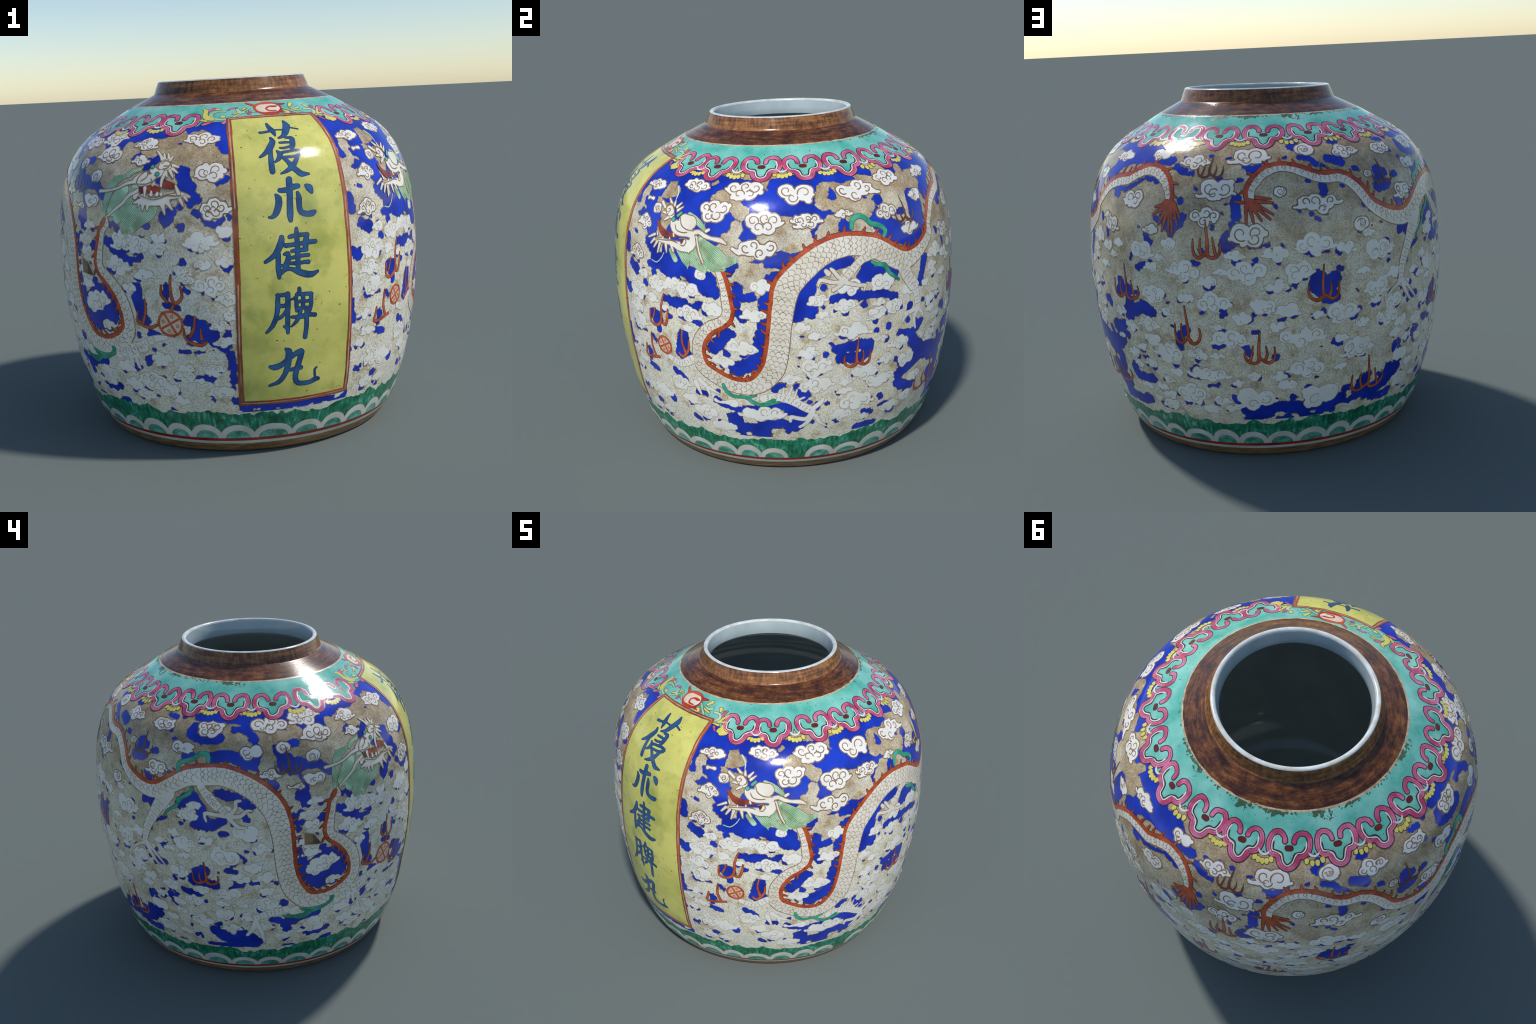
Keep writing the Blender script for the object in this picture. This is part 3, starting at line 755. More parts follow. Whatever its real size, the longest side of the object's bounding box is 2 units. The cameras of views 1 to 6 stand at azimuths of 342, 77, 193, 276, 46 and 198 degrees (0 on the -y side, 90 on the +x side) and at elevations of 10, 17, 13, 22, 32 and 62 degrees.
wash('+', (115.2,0.578,0.077), (119.7,0.607,0.077), (126.4,0.638,0.079), (135,0.582,0.081))
wash('+', (114.6,0.517,0.056), (121.1,0.454,0.057))
wash('+', (109.7,0.768,0.027), (110.2,0.766,0.027))
wash('+', (133.1,0.481,0.081), (137.2,0.366,0.083), (136.4,0.283,0.083))
wash('+', (129.6,0.766,0.021), (129.8,0.761,0.021))
wash('+', (72.5,0.612,0.033), (74.4,0.62,0.033))
wash('+', (79.8,0.608,0.046), (81.4,0.543,0.047))
wash('+', (85,0.486,0.034), (85.2,0.473,0.034))
wash('+', (88.3,0.495,0.02), (88.7,0.492,0.02))
wash('+', (80.1,0.449,0.047), (76.1,0.485,0.047))
wash('+', (107.2,0.472,0.033), (107.7,0.462,0.033))
wash('+', (104.7,0.379,0.031), (102,0.401,0.031))
wash('+', (107.9,0.41,0.015), (110.5,0.417,0.015))
wash('+', (106.2,0.297,0.035), (99.6,0.294,0.035))
wash('+', (122.6,0.285,0.018), (123.4,0.278,0.018))
wash('+', (88.5,0.345,0.017), (88.7,0.336,0.017))
wash('+', (83.7,0.383,0.024), (84.1,0.381,0.024))
wash('+', (102.9,0.556,0.012), (103.1,0.554,0.012))
wash('-', (71.8,0.319,0.048), (74,0.329,0.048))
wash('-', (62.2,0.294,0.024), (63.1,0.295,0.024))
wash('-', (77.6,0.308,0.028), (78,0.308,0.028))
wash('+', (19.5,1.75,0.026), (18.6,1.615,0.025), (18.6,1.525,0.025))
wash('+', (20.6,1.725,0.07), (24.2,1.677,0.071), (32.3,1.706,0.072), (18.9,1.648,0.07))
wash('+', (40.4,1.717,0.087), (41.3,1.633,0.087), (42,1.565,0.087), (44.6,1.515,0.087))
wash('+', (19,1.538,0.038), (19.4,1.534,0.038))
wash('+', (23.2,1.532,0.038), (26.6,1.524,0.038))
wash('+', (21.5,1.479,0.056), (26.5,1.452,0.057), (31.2,1.471,0.058), (31.4,1.398,0.058))
wash('+', (21.8,1.35,0.025), (22.8,1.342,0.025))
wash('+', (19.3,1.379,0.017), (19.3,1.37,0.017))
wash('+', (17.1,1.32,0.043), (17.5,1.245,0.043))
wash('+', (20.9,1.176,0.056), (23.4,1.158,0.057))
wash('+', (28.5,1.101,0.032), (28.9,1.097,0.032))
wash('+', (29.8,1.335,0.07), (33,1.29,0.071), (32,1.228,0.071), (39.9,1.263,0.073))
wash('+', (44,1.208,0.04), (49.9,1.16,0.041))
wash('+', (32.8,1.175,0.032), (32.9,1.168,0.032))
wash('+', (39.6,1.039,0.046), (45,1.044,0.047))
wash('+', (16.8,1.048,0.05), (18.6,1.025,0.05))
wash('-', (20.5,1.58,0.05), (21.2,1.507,0.05), (18.6,1.445,0.05), (19.4,1.385,0.05))
wash('-', (20,1.334,0.062), (25,1.306,0.063), (29.7,1.252,0.064))
wash('-', (33.7,1.644,0.052), (33.7,1.601,0.052))
wash('+', (15.5,0.946,0.019), (15.4,0.883,0.019))
wash('+', (15.9,0.798,0.031), (16.1,0.699,0.032))
wash('+', (20.7,0.855,0.018), (21.2,0.852,0.018))
wash('+', (22.7,0.81,0.017), (23.1,0.807,0.017))
wash('+', (27,0.825,0.012), (27.3,0.823,0.012))
wash('+', (32.6,0.909,0.046), (34.8,0.922,0.046))
wash('+', (44.5,0.835,0.034), (44.4,0.718,0.034))
wash('+', (31.5,0.787,0.02), (31.6,0.779,0.02))
wash('+', (27.3,0.694,0.029), (27,0.654,0.029))
wash('+', (24.8,0.628,0.029), (30.1,0.601,0.03))
wash('+', (41.6,0.609,0.034), (42.4,0.599,0.034))
wash('+', (15.6,0.559,0.019), (15.9,0.551,0.019))
wash('+', (18.6,0.437,0.023), (19.7,0.431,0.023))
wash('+', (25.8,0.381,0.02), (26.3,0.367,0.02))
wash('+', (34,0.439,0.024), (34.7,0.432,0.024))
wash('+', (43.9,0.367,0.017), (44.7,0.36,0.018))
wash('+', (19.6,0.655,0.011), (19.8,0.653,0.011))
wash('+', (15.2,0.34,0.016), (14.7,0.296,0.016))
wash('+', (343.8,0.296,0.047), (357.8,0.3,0.048), (10.8,0.296,0.049), (14.6,0.304,0.049))
wash('+', (342.6,0.289,0.032), (340.5,0.352,0.031))
wash('+', (285.7,1.751,0.074), (302.5,1.729,0.071), (314.1,1.745,0.07), (320.4,1.773,0.069))
wash('+', (331.9,1.773,0.069), (339.3,1.754,0.068), (339.1,1.65,0.067))
wash('+', (258.4,1.735,0.065), (302.1,1.628,0.058))
wash('+', (311.4,1.588,0.034), (309.3,1.552,0.034))
wash('+', (317.9,1.55,0.043), (315.8,1.516,0.043))
wash('+', (326.2,1.62,0.031), (325,1.637,0.031))
wash('+', (329.6,1.599,0.015), (330,1.597,0.015))
wash('+', (333.7,1.543,0.015), (334,1.541,0.015))
wash('+', (327.8,1.486,0.066), (328.4,1.435,0.066), (330.3,1.397,0.066), (331.5,1.355,0.065))
wash('+', (321.2,1.444,0.036), (321.5,1.44,0.036))
wash('+', (297.7,1.405,0.038), (300.7,1.363,0.038))
wash('+', (285,1.485,0.04), (284.6,1.422,0.04))
wash('+', (331.8,1.295,0.024), (333.9,1.288,0.024))
wash('+', (334.9,1.241,0.024), (337.7,1.233,0.024), (339.1,1.262,0.024))
wash('+', (340.7,1.272,0.024), (341,1.269,0.024))
wash('+', (337.6,1.424,0.024), (340.6,1.447,0.024))
wash('+', (341,1.491,0.015), (341.1,1.487,0.015))
wash('+', (340,1.326,0.012), (340.1,1.325,0.012))
wash('+', (322.5,1.273,0.042), (325.2,1.291,0.042), (322.9,1.243,0.042))
wash('+', (327.2,1.228,0.039), (327.5,1.222,0.039))
wash('+', (327.4,1.32,0.027), (327.6,1.317,0.027))
wash('+', (305.7,1.23,0.031), (307.7,1.201,0.031))
wash('+', (316.5,1.23,0.024), (317.4,1.23,0.024))
wash('+', (304.1,1.141,0.038), (307,1.107,0.037), (308.8,1.072,0.037))
wash('+', (291.5,1.24,0.033), (291.9,1.237,0.033))
wash('+', (291.5,1.304,0.039), (292,1.298,0.039))
wash('+', (296.7,1.119,0.026), (296.8,1.116,0.026))
wash('+', (289,1.081,0.02), (289.3,1.074,0.02))
wash('+', (318.8,1.146,0.012), (318.9,1.145,0.012))
wash('+', (321.7,1.111,0.013), (322.1,1.11,0.013))
wash('-', (305.7,1.628,0.07), (306,1.588,0.069), (309.4,1.619,0.069))
wash('-', (290,1.652,0.053), (288.2,1.592,0.053))
wash('-', (323.4,1.699,0.068), (320.1,1.632,0.068), (327.5,1.735,0.068))
wash('-', (327.7,1.553,0.073), (331.7,1.565,0.072), (337.6,1.604,0.072))
wash('-', (296.8,1.5,0.084), (304.6,1.544,0.082), (310.2,1.51,0.081))
wash('-', (334,1.408,0.077), (337.6,1.375,0.077))
wash('+', (298.6,0.918,0.032), (291.3,0.856,0.033), (290.4,0.907,0.033))
wash('+', (290.6,0.813,0.06), (292.5,0.75,0.059), (299.2,0.761,0.058), (304.1,0.851,0.057), (301.2,0.884,0.058), (298.5,0.905,0.058))
wash('+', (295.8,0.705,0.052), (303,0.75,0.051))
wash('+', (303.1,1.003,0.022), (303.3,0.991,0.022))
wash('+', (311.1,1.069,0.019), (314.6,1.069,0.018))
wash('+', (313.1,0.928,0.049), (313.3,0.884,0.05), (314.2,0.828,0.05), (314.6,0.77,0.05))
wash('+', (316.2,0.707,0.037), (317.7,0.695,0.037))
wash('+', (315.7,0.771,0.025), (316.1,0.771,0.025))
wash('+', (322.5,0.935,0.027), (321.9,0.892,0.027))
wash('+', (325.4,0.837,0.027), (321.7,0.854,0.027))
wash('+', (328.7,0.775,0.055), (332.2,0.749,0.055), (334.8,0.704,0.055), (330.1,0.698,0.055))
wash('+', (328.1,0.925,0.018), (328.7,0.923,0.018))
wash('+', (328.2,0.658,0.021), (328.5,0.656,0.021))
wash('+', (335.9,0.887,0.016), (337.3,0.887,0.016))
wash('+', (339.1,0.722,0.036), (338,0.631,0.037), (335.3,0.658,0.037))
wash('+', (325,0.616,0.011), (329.6,0.615,0.011), (333.3,0.619,0.011), (335.9,0.638,0.011))
wash('+', (339,0.603,0.037), (339.7,0.522,0.037), (339.5,0.461,0.037))
wash('+', (339.4,0.353,0.025), (339.5,0.345,0.025))
wash('+', (313.9,0.561,0.035), (314.4,0.558,0.035))
wash('+', (307.4,0.513,0.029), (310.3,0.513,0.029))
wash('+', (285.1,0.506,0.041), (285.6,0.464,0.041), (285.1,0.425,0.041))
wash('+', (293.8,0.502,0.03), (294.9,0.502,0.03))
wash('+', (292.8,0.357,0.031), (299.8,0.383,0.03))
wash('+', (317.1,0.463,0.025), (317.9,0.461,0.025))
wash('+', (312.2,0.396,0.023), (312.7,0.394,0.023))
wash('+', (319.7,0.38,0.014), (321.3,0.383,0.014))
wash('+', (313.8,0.361,0.01), (314.7,0.362,0.01))
wash('+', (326.3,0.484,0.014), (327.1,0.484,0.014))
wash('+', (329.4,0.483,0.024), (333.2,0.477,0.024))
wash('+', (332.6,0.362,0.014), (333.2,0.36,0.014))
wash('+', (298.9,0.285,0.037), (300.2,0.286,0.037))
wash('+', (318.8,0.282,0.026), (319.1,0.275,0.026))
wash('+', (313.4,0.259,0.018), (314.4,0.26,0.018))
wash('+', (283.6,0.269,0.028), (284.8,0.27,0.028))
wash('+', (281.5,0.601,0.021), (282.7,0.602,0.021))
wash('+', (311.9,0.693,0.016), (312.3,0.693,0.016))
wash('+', (316.5,0.617,0.011), (316.9,0.615,0.011))
wash('+', (320,0.651,0.011), (320.8,0.651,0.011))
wash('+', (326.7,1.044,0.017), (327.1,1.042,0.017))
wash('+', (253.5,1.713,0.041), (259.3,1.695,0.041), (265.8,1.708,0.041))
wash('+', (253.9,1.648,0.055), (253.2,1.601,0.055), (258.4,1.579,0.054), (263.5,1.591,0.054))
wash('+', (278.5,1.739,0.068), (284.4,1.707,0.068), (290.4,1.723,0.069))
wash('+', (268.7,1.645,0.037), (273.4,1.637,0.037), (276.1,1.584,0.037))
wash('+', (261.9,1.484,0.064), (267.8,1.494,0.064), (272.1,1.46,0.064), (276.2,1.479,0.064), (276.4,1.527,0.064))
wash('+', (272,1.432,0.034), (272.2,1.428,0.034))
wash('+', (252,1.47,0.034), (254.6,1.489,0.034))
wash('+', (233.2,1.512,0.057), (234.2,1.511,0.056))
wash('+', (231.5,1.439,0.057), (235.4,1.438,0.056))
wash('+', (240.4,1.477,0.028), (240.9,1.477,0.028))
wash('+', (238.2,1.34,0.039), (239.5,1.316,0.039))
wash('+', (245.5,1.37,0.031), (246.4,1.371,0.031))
wash('+', (220.5,1.586,0.044), (216.4,1.61,0.044))
wash('+', (220.2,1.721,0.033), (221.2,1.715,0.033))
wash('+', (205.1,1.73,0.03), (206.2,1.73,0.03))
wash('+', (240.7,1.702,0.021), (244.2,1.694,0.021))
wash('+', (247.4,1.697,0.019), (248,1.696,0.019))
wash('+', (246.9,1.566,0.017), (247.5,1.566,0.017))
wash('+', (244.4,1.605,0.015), (244.9,1.605,0.015))
wash('+', (282.8,1.521,0.037), (284.6,1.47,0.037))
wash('+', (280,1.345,0.037), (282.3,1.321,0.037))
wash('+', (237.4,1.206,0.035), (241.2,1.191,0.035))
wash('+', (263.9,1.292,0.047), (269.9,1.267,0.047), (273.7,1.217,0.047))
wash('+', (255.4,1.274,0.048), (251.9,1.216,0.048))
wash('+', (278.2,1.714,0.082), (288.6,1.726,0.082), (296.6,1.718,0.083))
wash('+', (297.7,1.639,0.062), (304.1,1.687,0.062), (313.1,1.728,0.063), (326.4,1.749,0.065))
wash('+', (308.9,1.725,0.049), (317.2,1.71,0.05), (323.7,1.751,0.05), (334.7,1.76,0.052), (337,1.689,0.052), (340.8,1.607,0.052))
wash('+', (271.7,1.676,0.027), (273.2,1.645,0.027))
wash('+', (275.2,1.585,0.037), (275.7,1.581,0.037))
wash('+', (299.4,1.642,0.041), (300.4,1.638,0.041))
wash('+', (302.1,1.535,0.021), (303,1.531,0.021))
wash('+', (310.3,1.567,0.035), (310.7,1.562,0.035))
wash('+', (316.2,1.551,0.042), (317.2,1.543,0.042))
wash('+', (325.6,1.624,0.032), (326.2,1.619,0.032))
wash('+', (327.7,1.458,0.051), (329.4,1.402,0.051), (330.5,1.342,0.051))
wash('+', (327,1.508,0.029), (327.1,1.504,0.029))
wash('+', (324.5,1.292,0.036), (322.6,1.257,0.036))
wash('+', (326.9,1.233,0.029), (327.3,1.227,0.029))
wash('+', (331.4,1.292,0.018), (335.9,1.234,0.019))
wash('+', (276.5,1.499,0.067), (273.6,1.466,0.067), (277.2,1.443,0.067))
wash('+', (290.4,1.551,0.041), (283.1,1.535,0.04))
wash('+', (285.6,1.461,0.087), (286.2,1.418,0.087), (290.5,1.424,0.088))
wash('+', (294.4,1.414,0.041), (296.2,1.423,0.041), (300,1.384,0.041))
wash('+', (279,1.353,0.04), (281.8,1.336,0.04))
wash('+', (291,1.284,0.061), (291.2,1.234,0.061), (290.1,1.265,0.061))
wash('+', (306.2,1.241,0.031), (304.1,1.227,0.031))
wash('+', (302.7,1.152,0.035), (303.1,1.147,0.035))
wash('+', (327.8,1.064,0.021), (328.2,1.057,0.021))
wash('+', (315.2,1.085,0.02), (315.6,1.079,0.02))
wash('+', (290.7,1.361,0.027), (291.1,1.358,0.027))
wash('-', (305.2,1.633,0.076), (308.3,1.606,0.076), (304.3,1.565,0.076))
wash('-', (295.4,1.511,0.088), (299.3,1.486,0.089), (305.2,1.51,0.089))
wash('-', (291.9,1.622,0.061), (288.2,1.599,0.061))
wash('-', (279.7,1.546,0.06), (281.1,1.474,0.06), (278.4,1.428,0.06))
wash('-', (284.7,1.366,0.067), (286.9,1.307,0.067), (284,1.263,0.067))
wash('-', (325,1.713,0.065), (322.9,1.628,0.064), (332.8,1.596,0.066), (334.8,1.55,0.066))
wash('+', (237.4,1.205,0.032), (240.2,1.186,0.032))
wash('+', (251,1.213,0.055), (255.4,1.266,0.055), (258,1.199,0.055), (259.5,1.121,0.055))
wash('+', (256.5,1.108,0.055), (260.7,1.101,0.055), (264.9,1.142,0.055))
wash('+', (270.6,1.245,0.04), (273.4,1.252,0.04))
wash('+', (271.7,1.16,0.034), (272.8,1.145,0.034))
wash('+', (263.9,1.288,0.034), (266.3,1.279,0.034), (269.9,1.259,0.034), (274.5,1.223,0.034))
wash('+', (264.7,1.061,0.025), (266.3,1.064,0.025))
wash('+', (268,1.115,0.022), (268.2,1.112,0.022))
wash('+', (250.7,1.143,0.019), (251.1,1.142,0.019))
wash('+', (251.2,1.099,0.019), (251.4,1.096,0.019))
wash('+', (242.6,1.094,0.014), (246.2,1.125,0.014))
wash('+', (240.3,1.042,0.01), (240,1.025,0.01))
wash('+', (241,0.903,0.017), (241.5,0.904,0.017))
wash('+', (241.9,0.85,0.036), (244.4,0.837,0.036))
wash('+', (262.1,0.921,0.025), (262.5,0.92,0.025))
wash('+', (267,0.846,0.025), (265.7,0.837,0.025), (268.6,0.831,0.025))
wash('+', (268.3,0.744,0.027), (270.3,0.745,0.027))
wash('+', (273.4,0.761,0.013), (273.8,0.759,0.013))
wash('+', (281.1,0.758,0.018), (281.5,0.755,0.018))
wash('+', (275,0.765,0.013), (275.4,0.763,0.013))
wash('+', (255.5,0.818,0.053), (258.6,0.826,0.053), (253.9,0.763,0.054), (261.2,0.739,0.053))
wash('+', (250.5,0.682,0.036), (255.5,0.664,0.036), (252.4,0.68,0.036))
wash('+', (246.6,0.711,0.028), (247.1,0.709,0.028))
wash('+', (245.5,0.625,0.04), (244.9,0.622,0.04))
wash('+', (247.5,0.757,0.02), (247.8,0.755,0.02))
wash('+', (235.7,0.589,0.034), (236.3,0.588,0.034))
wash('+', (240.9,0.642,0.012), (242,0.647,0.012))
wash('+', (253.5,0.594,0.019), (254.9,0.589,0.019))
wash('+', (257.4,0.62,0.013), (257.9,0.619,0.013))
wash('+', (262.9,0.822,0.014), (263.1,0.82,0.014))
wash('+', (279.9,0.964,0.022), (280.1,0.962,0.022))
wash('+', (274.7,0.984,0.012), (275.1,0.983,0.012))
wash('+', (267.7,0.95,0.012), (271.2,0.92,0.012), (271.5,0.888,0.013))
wash('+', (272.2,0.958,0.011), (272.8,0.958,0.011))
wash('+', (281.2,0.599,0.019), (280.3,0.573,0.019))
wash('+', (283.5,0.613,0.037), (284,0.607,0.037))
wash('+', (276.7,0.541,0.019), (277.1,0.539,0.019))
wash('+', (270.1,0.539,0.013), (269.6,0.515,0.013))
wash('+', (273.6,0.488,0.017), (274,0.486,0.017))
wash('+', (260.9,0.456,0.024), (262.3,0.469,0.023))
wash('+', (250.9,0.433,0.016), (251.4,0.432,0.016))
wash('+', (252,0.491,0.013), (252.3,0.49,0.013))
wash('+', (252.2,0.353,0.02), (253.9,0.365,0.019))
wash('+', (260.5,0.406,0.078), (263.9,0.36,0.078), (269.3,0.333,0.078), (273.8,0.323,0.078), (268.7,0.409,0.077))
wash('+', (275.2,0.322,0.041), (263.4,0.291,0.041), (257.5,0.286,0.042))
wash('+', (245.1,0.28,0.025), (246.2,0.274,0.025))
wash('+', (279.9,0.501,0.033), (284.7,0.472,0.033), (284.7,0.423,0.033))
wash('+', (223.1,0.423,0.079), (226,0.354,0.079), (233.4,0.402,0.077), (237.1,0.457,0.076))
wash('+', (228.1,0.317,0.047), (235.1,0.307,0.047))
wash('+', (217.2,0.413,0.036), (218.1,0.416,0.036))
wash('+', (209.2,1.033,0.046), (211.4,0.973,0.046), (213.2,0.919,0.046))
wash('+', (231.6,1.06,0.015), (232.2,1.061,0.014))
wash('+', (231.5,0.887,0.016), (231.9,0.888,0.016))
wash('+', (219,0.599,0.014), (219.3,0.597,0.014))
wash('+', (290.9,1.255,0.058), (291.6,1.218,0.058))
wash('+', (287.7,1.148,0.033), (288.8,1.071,0.033))
wash('+', (289.5,1.107,0.038), (289.9,1.104,0.038))
wash('+', (296.9,1.129,0.029), (295.6,1.111,0.029))
wash('+', (302.9,1.143,0.038), (306.7,1.097,0.039), (311.3,1.058,0.039))
wash('+', (314.4,1.08,0.016), (315,1.076,0.016))
wash('+', (302.9,1.007,0.03), (303.6,1,0.03))
wash('+', (294.8,1.027,0.015), (295.2,1.025,0.015))
wash('+', (312.5,0.887,0.043), (313.3,0.824,0.044), (314.8,0.756,0.044))
wash('+', (317,0.711,0.034), (318.4,0.699,0.034))
wash('+', (322.4,0.938,0.027), (322.6,0.929,0.027))
wash('+', (329.6,0.735,0.035), (332.4,0.748,0.035), (328.4,0.692,0.035))
wash('+', (289,0.95,0.026), (289.4,0.862,0.027))
wash('+', (296.7,0.94,0.046), (299,0.883,0.046), (303.2,0.872,0.046), (304.3,0.801,0.047))
wash('+', (289.9,0.795,0.06), (292,0.737,0.06), (296.5,0.72,0.061), (300.1,0.746,0.061), (303.4,0.772,0.061))
wash('+', (292.8,0.851,0.02), (294.1,0.845,0.02))
wash('+', (311.9,0.688,0.016), (312.3,0.681,0.016))
wash('+', (314.3,0.568,0.026), (313.9,0.543,0.026))
wash('+', (330.4,0.484,0.02), (327.8,0.468,0.02))
wash('+', (307.4,0.518,0.028), (308.6,0.512,0.028))
wash('+', (316.3,0.466,0.021), (317.1,0.458,0.021))
wash('+', (319.8,0.389,0.017), (320.4,0.382,0.017))
wash('+', (318.7,0.282,0.02), (319,0.269,0.02))
wash('+', (311.7,0.403,0.02), (312.4,0.395,0.02))
wash('+', (287.6,0.482,0.048), (284.5,0.453,0.048), (290.7,0.5,0.048), (295.3,0.518,0.048))
wash('+', (291.1,0.37,0.021), (296.1,0.357,0.021), (300.5,0.375,0.021))
wash('+', (283.4,0.627,0.033), (283.8,0.62,0.033))
wash('+', (280.9,0.591,0.023), (281.1,0.586,0.023))
wash('+', (277.1,0.536,0.016), (278.2,0.544,0.016))
wash('+', (299.3,0.284,0.032), (301.3,0.293,0.032))
wash('+', (284.8,0.281,0.024), (286.7,0.275,0.024))
wash('+', (274,0.492,0.015), (274.1,0.49,0.015))
wash('+', (270.8,0.311,0.056), (275,0.333,0.056))
wash('+', (279.7,0.965,0.021), (279.9,0.962,0.021))
wash('+', (141.6,1.683,0.074), (150.3,1.675,0.072), (158,1.647,0.071), (151.4,1.703,0.072))
wash('+', (135.2,1.57,0.061), (140.4,1.607,0.06), (148.5,1.632,0.059), (162.1,1.626,0.057))
wash('+', (145.7,1.697,0.056), (135.3,1.694,0.058))
wash('+', (165.2,1.591,0.031), (168.9,1.572,0.031))
wash('+', (170.9,1.559,0.022), (171.8,1.557,0.022))
wash('+', (167.4,1.652,0.014), (167.9,1.652,0.014))
wash('+', (172.8,1.661,0.013), (173.8,1.661,0.013))
wash('+', (176.6,1.661,0.021), (177.5,1.661,0.021))
wash('+', (183.1,1.644,0.016), (183.9,1.643,0.016))
wash('+', (190.8,1.676,0.015), (191.6,1.676,0.015))
wash('+', (139.2,1.458,0.024), (146.7,1.469,0.024), (154.1,1.523,0.023), (157.4,1.525,0.023))
wash('+', (140.8,1.435,0.037), (141.6,1.433,0.037))
wash('+', (158.4,1.516,0.018), (159.1,1.51,0.018))
wash('+', (180.2,1.526,0.022), (181,1.526,0.022))
wash('+', (173.5,1.482,0.02), (174.3,1.481,0.02))
wash('+', (177.7,1.448,0.011), (180.5,1.439,0.011))
wash('+', (189.2,1.597,0.04), (191.2,1.574,0.04), (194.5,1.622,0.04))
wash('+', (186.9,1.524,0.019), (187.7,1.523,0.019))
wash('+', (186.6,1.431,0.045), (185.8,1.401,0.045), (186.2,1.346,0.045))
wash('+', (185.2,1.305,0.04), (185.6,1.298,0.04))
wash('+', (183.5,1.251,0.058), (182.7,1.202,0.058), (185.3,1.232,0.058))
wash('+', (169.7,1.34,0.046), (168.1,1.302,0.046), (163.6,1.342,0.047), (166.4,1.27,0.047))
wash('+', (160.4,1.333,0.023), (161.3,1.334,0.023))
wash('+', (157.2,1.248,0.033), (158.2,1.205,0.033), (159.2,1.212,0.033))
wash('+', (154.4,1.282,0.014), (154.6,1.281,0.014))
wash('+', (138.1,1.238,0.027), (138.5,1.226,0.027))
wash('+', (133.1,1.321,0.025), (133.9,1.316,0.025))
wash('+', (124.4,1.16,0.021), (124.3,1.132,0.021))
wash('+', (151.2,1.135,0.023), (150.6,1.114,0.023))
wash('+', (168.6,1.425,0.029), (169,1.425,0.028))
wash('+', (183.1,1.408,0.01), (183.3,1.407,0.01))
wash('+', (189.4,1.2,0.015), (191.9,1.204,0.014), (194.7,1.208,0.014))
wash('+', (176.3,1.177,0.034), (177.1,1.174,0.034))
wash('+', (179.1,1.306,0.018), (179.1,1.294,0.018))
wash('+', (181.9,1.366,0.013), (182.3,1.365,0.013))
wash('+', (118.7,1.462,0.026), (111.5,1.468,0.026))
wash('+', (116.3,1.357,0.026), (117.8,1.357,0.026))
wash('-', (163.1,1.71,0.038), (166.6,1.721,0.038), (173.6,1.712,0.038), (179.2,1.731,0.038), (182,1.702,0.037))
wash('+', (205.8,1.74,0.041), (204.7,1.703,0.041))
wash('+', (201.3,1.635,0.016), (202.1,1.634,0.016))
wash('+', (206.8,1.633,0.034), (210,1.613,0.034), (211.3,1.589,0.034))
wash('+', (219.2,1.741,0.023), (222.6,1.714,0.023))
wash('+', (217,1.603,0.034), (220.7,1.597,0.035))
wash('+', (224.5,1.539,0.029), (225.4,1.534,0.029))
wash('+', (212.2,1.473,0.044), (212.2,1.441,0.044))
wash('+', (213.3,1.575,0.014), (213.9,1.573,0.014))
wash('+', (207.6,1.502,0.013), (208.1,1.5,0.013))
wash('+', (233.1,1.487,0.054), (235.4,1.503,0.055))
wash('+', (230.9,1.444,0.041), (234.1,1.437,0.041))
wash('+', (238.6,1.468,0.017), (239.8,1.464,0.017))
wash('+', (230.4,1.419,0.023), (231.4,1.415,0.023))
wash('+', (240.3,1.335,0.042), (238.1,1.354,0.041))
wash('+', (246,1.373,0.029), (246.7,1.37,0.029))
wash('+', (253.3,1.491,0.023), (253.8,1.486,0.023))
wash('+', (254.5,1.601,0.025), (254,1.649,0.025), (259.9,1.598,0.025))
wash('+', (241.3,1.697,0.017), (242.5,1.693,0.017))
wash('+', (265.9,1.709,0.021), (266.4,1.684,0.021))
wash('+', (204.2,1.354,0.022), (204,1.379,0.022), (205.8,1.376,0.022))
wash('+', (209.2,1.316,0.022), (210,1.312,0.022))
wash('+', (207.6,1.337,0.011), (208,1.335,0.011))
wash('+', (211.6,1.333,0.011), (212.4,1.331,0.011))
wash('+', (218.5,1.459,0.016), (218.9,1.457,0.016))
wash('+', (238.5,1.203,0.026), (237.1,1.187,0.026), (241.1,1.202,0.026))
wash('+', (224.2,1.355,0.01), (224.6,1.353,0.01))
wash('+', (226.6,1.318,0.009), (227,1.316,0.009))
wash('+', (230.1,1.256,0.01), (230.6,1.253,0.01))
wash('+', (226.5,1.243,0.011), (226.7,1.241,0.011))
wash('+', (221.5,1.227,0.012), (222.4,1.223,0.012))
wash('+', (203.5,1.185,0.019), (205.5,1.157,0.019))
wash('+', (210.5,1.151,0.013), (211.7,1.155,0.013))
wash('+', (198.6,1.198,0.015), (198.8,1.196,0.015))
wash('+', (197.4,1.393,0.019), (197.8,1.386,0.019))
wash('+', (243.7,1.1,0.017), (242.2,1.092,0.017))
wash('+', (244.4,1.118,0.012), (244.7,1.116,0.012))
wash('+', (258.5,1.11,0.032), (258.3,1.18,0.032))
wash('+', (254.6,1.261,0.025), (255,1.256,0.025))
wash('+', (264.8,1.301,0.025), (264,1.289,0.025))
wash('+', (228.5,1.084,0.014), (228.9,1.082,0.014))
wash('+', (251,1.098,0.011), (251.3,1.09,0.011))
wash('+', (153.3,1.076,0.023), (157,1.102,0.023))
wash('+', (145.6,0.991,0.048), (144.5,0.941,0.048), (149.2,0.954,0.047))
wash('+', (135.8,0.87,0.032), (136.8,0.872,0.032))
wash('+', (149.2,0.886,0.069), (147.8,0.82,0.07), (154.2,0.873,0.068), (157.7,0.861,0.068))
wash('+', (144.9,0.754,0.049), (139,0.732,0.049), (145.3,0.698,0.049))
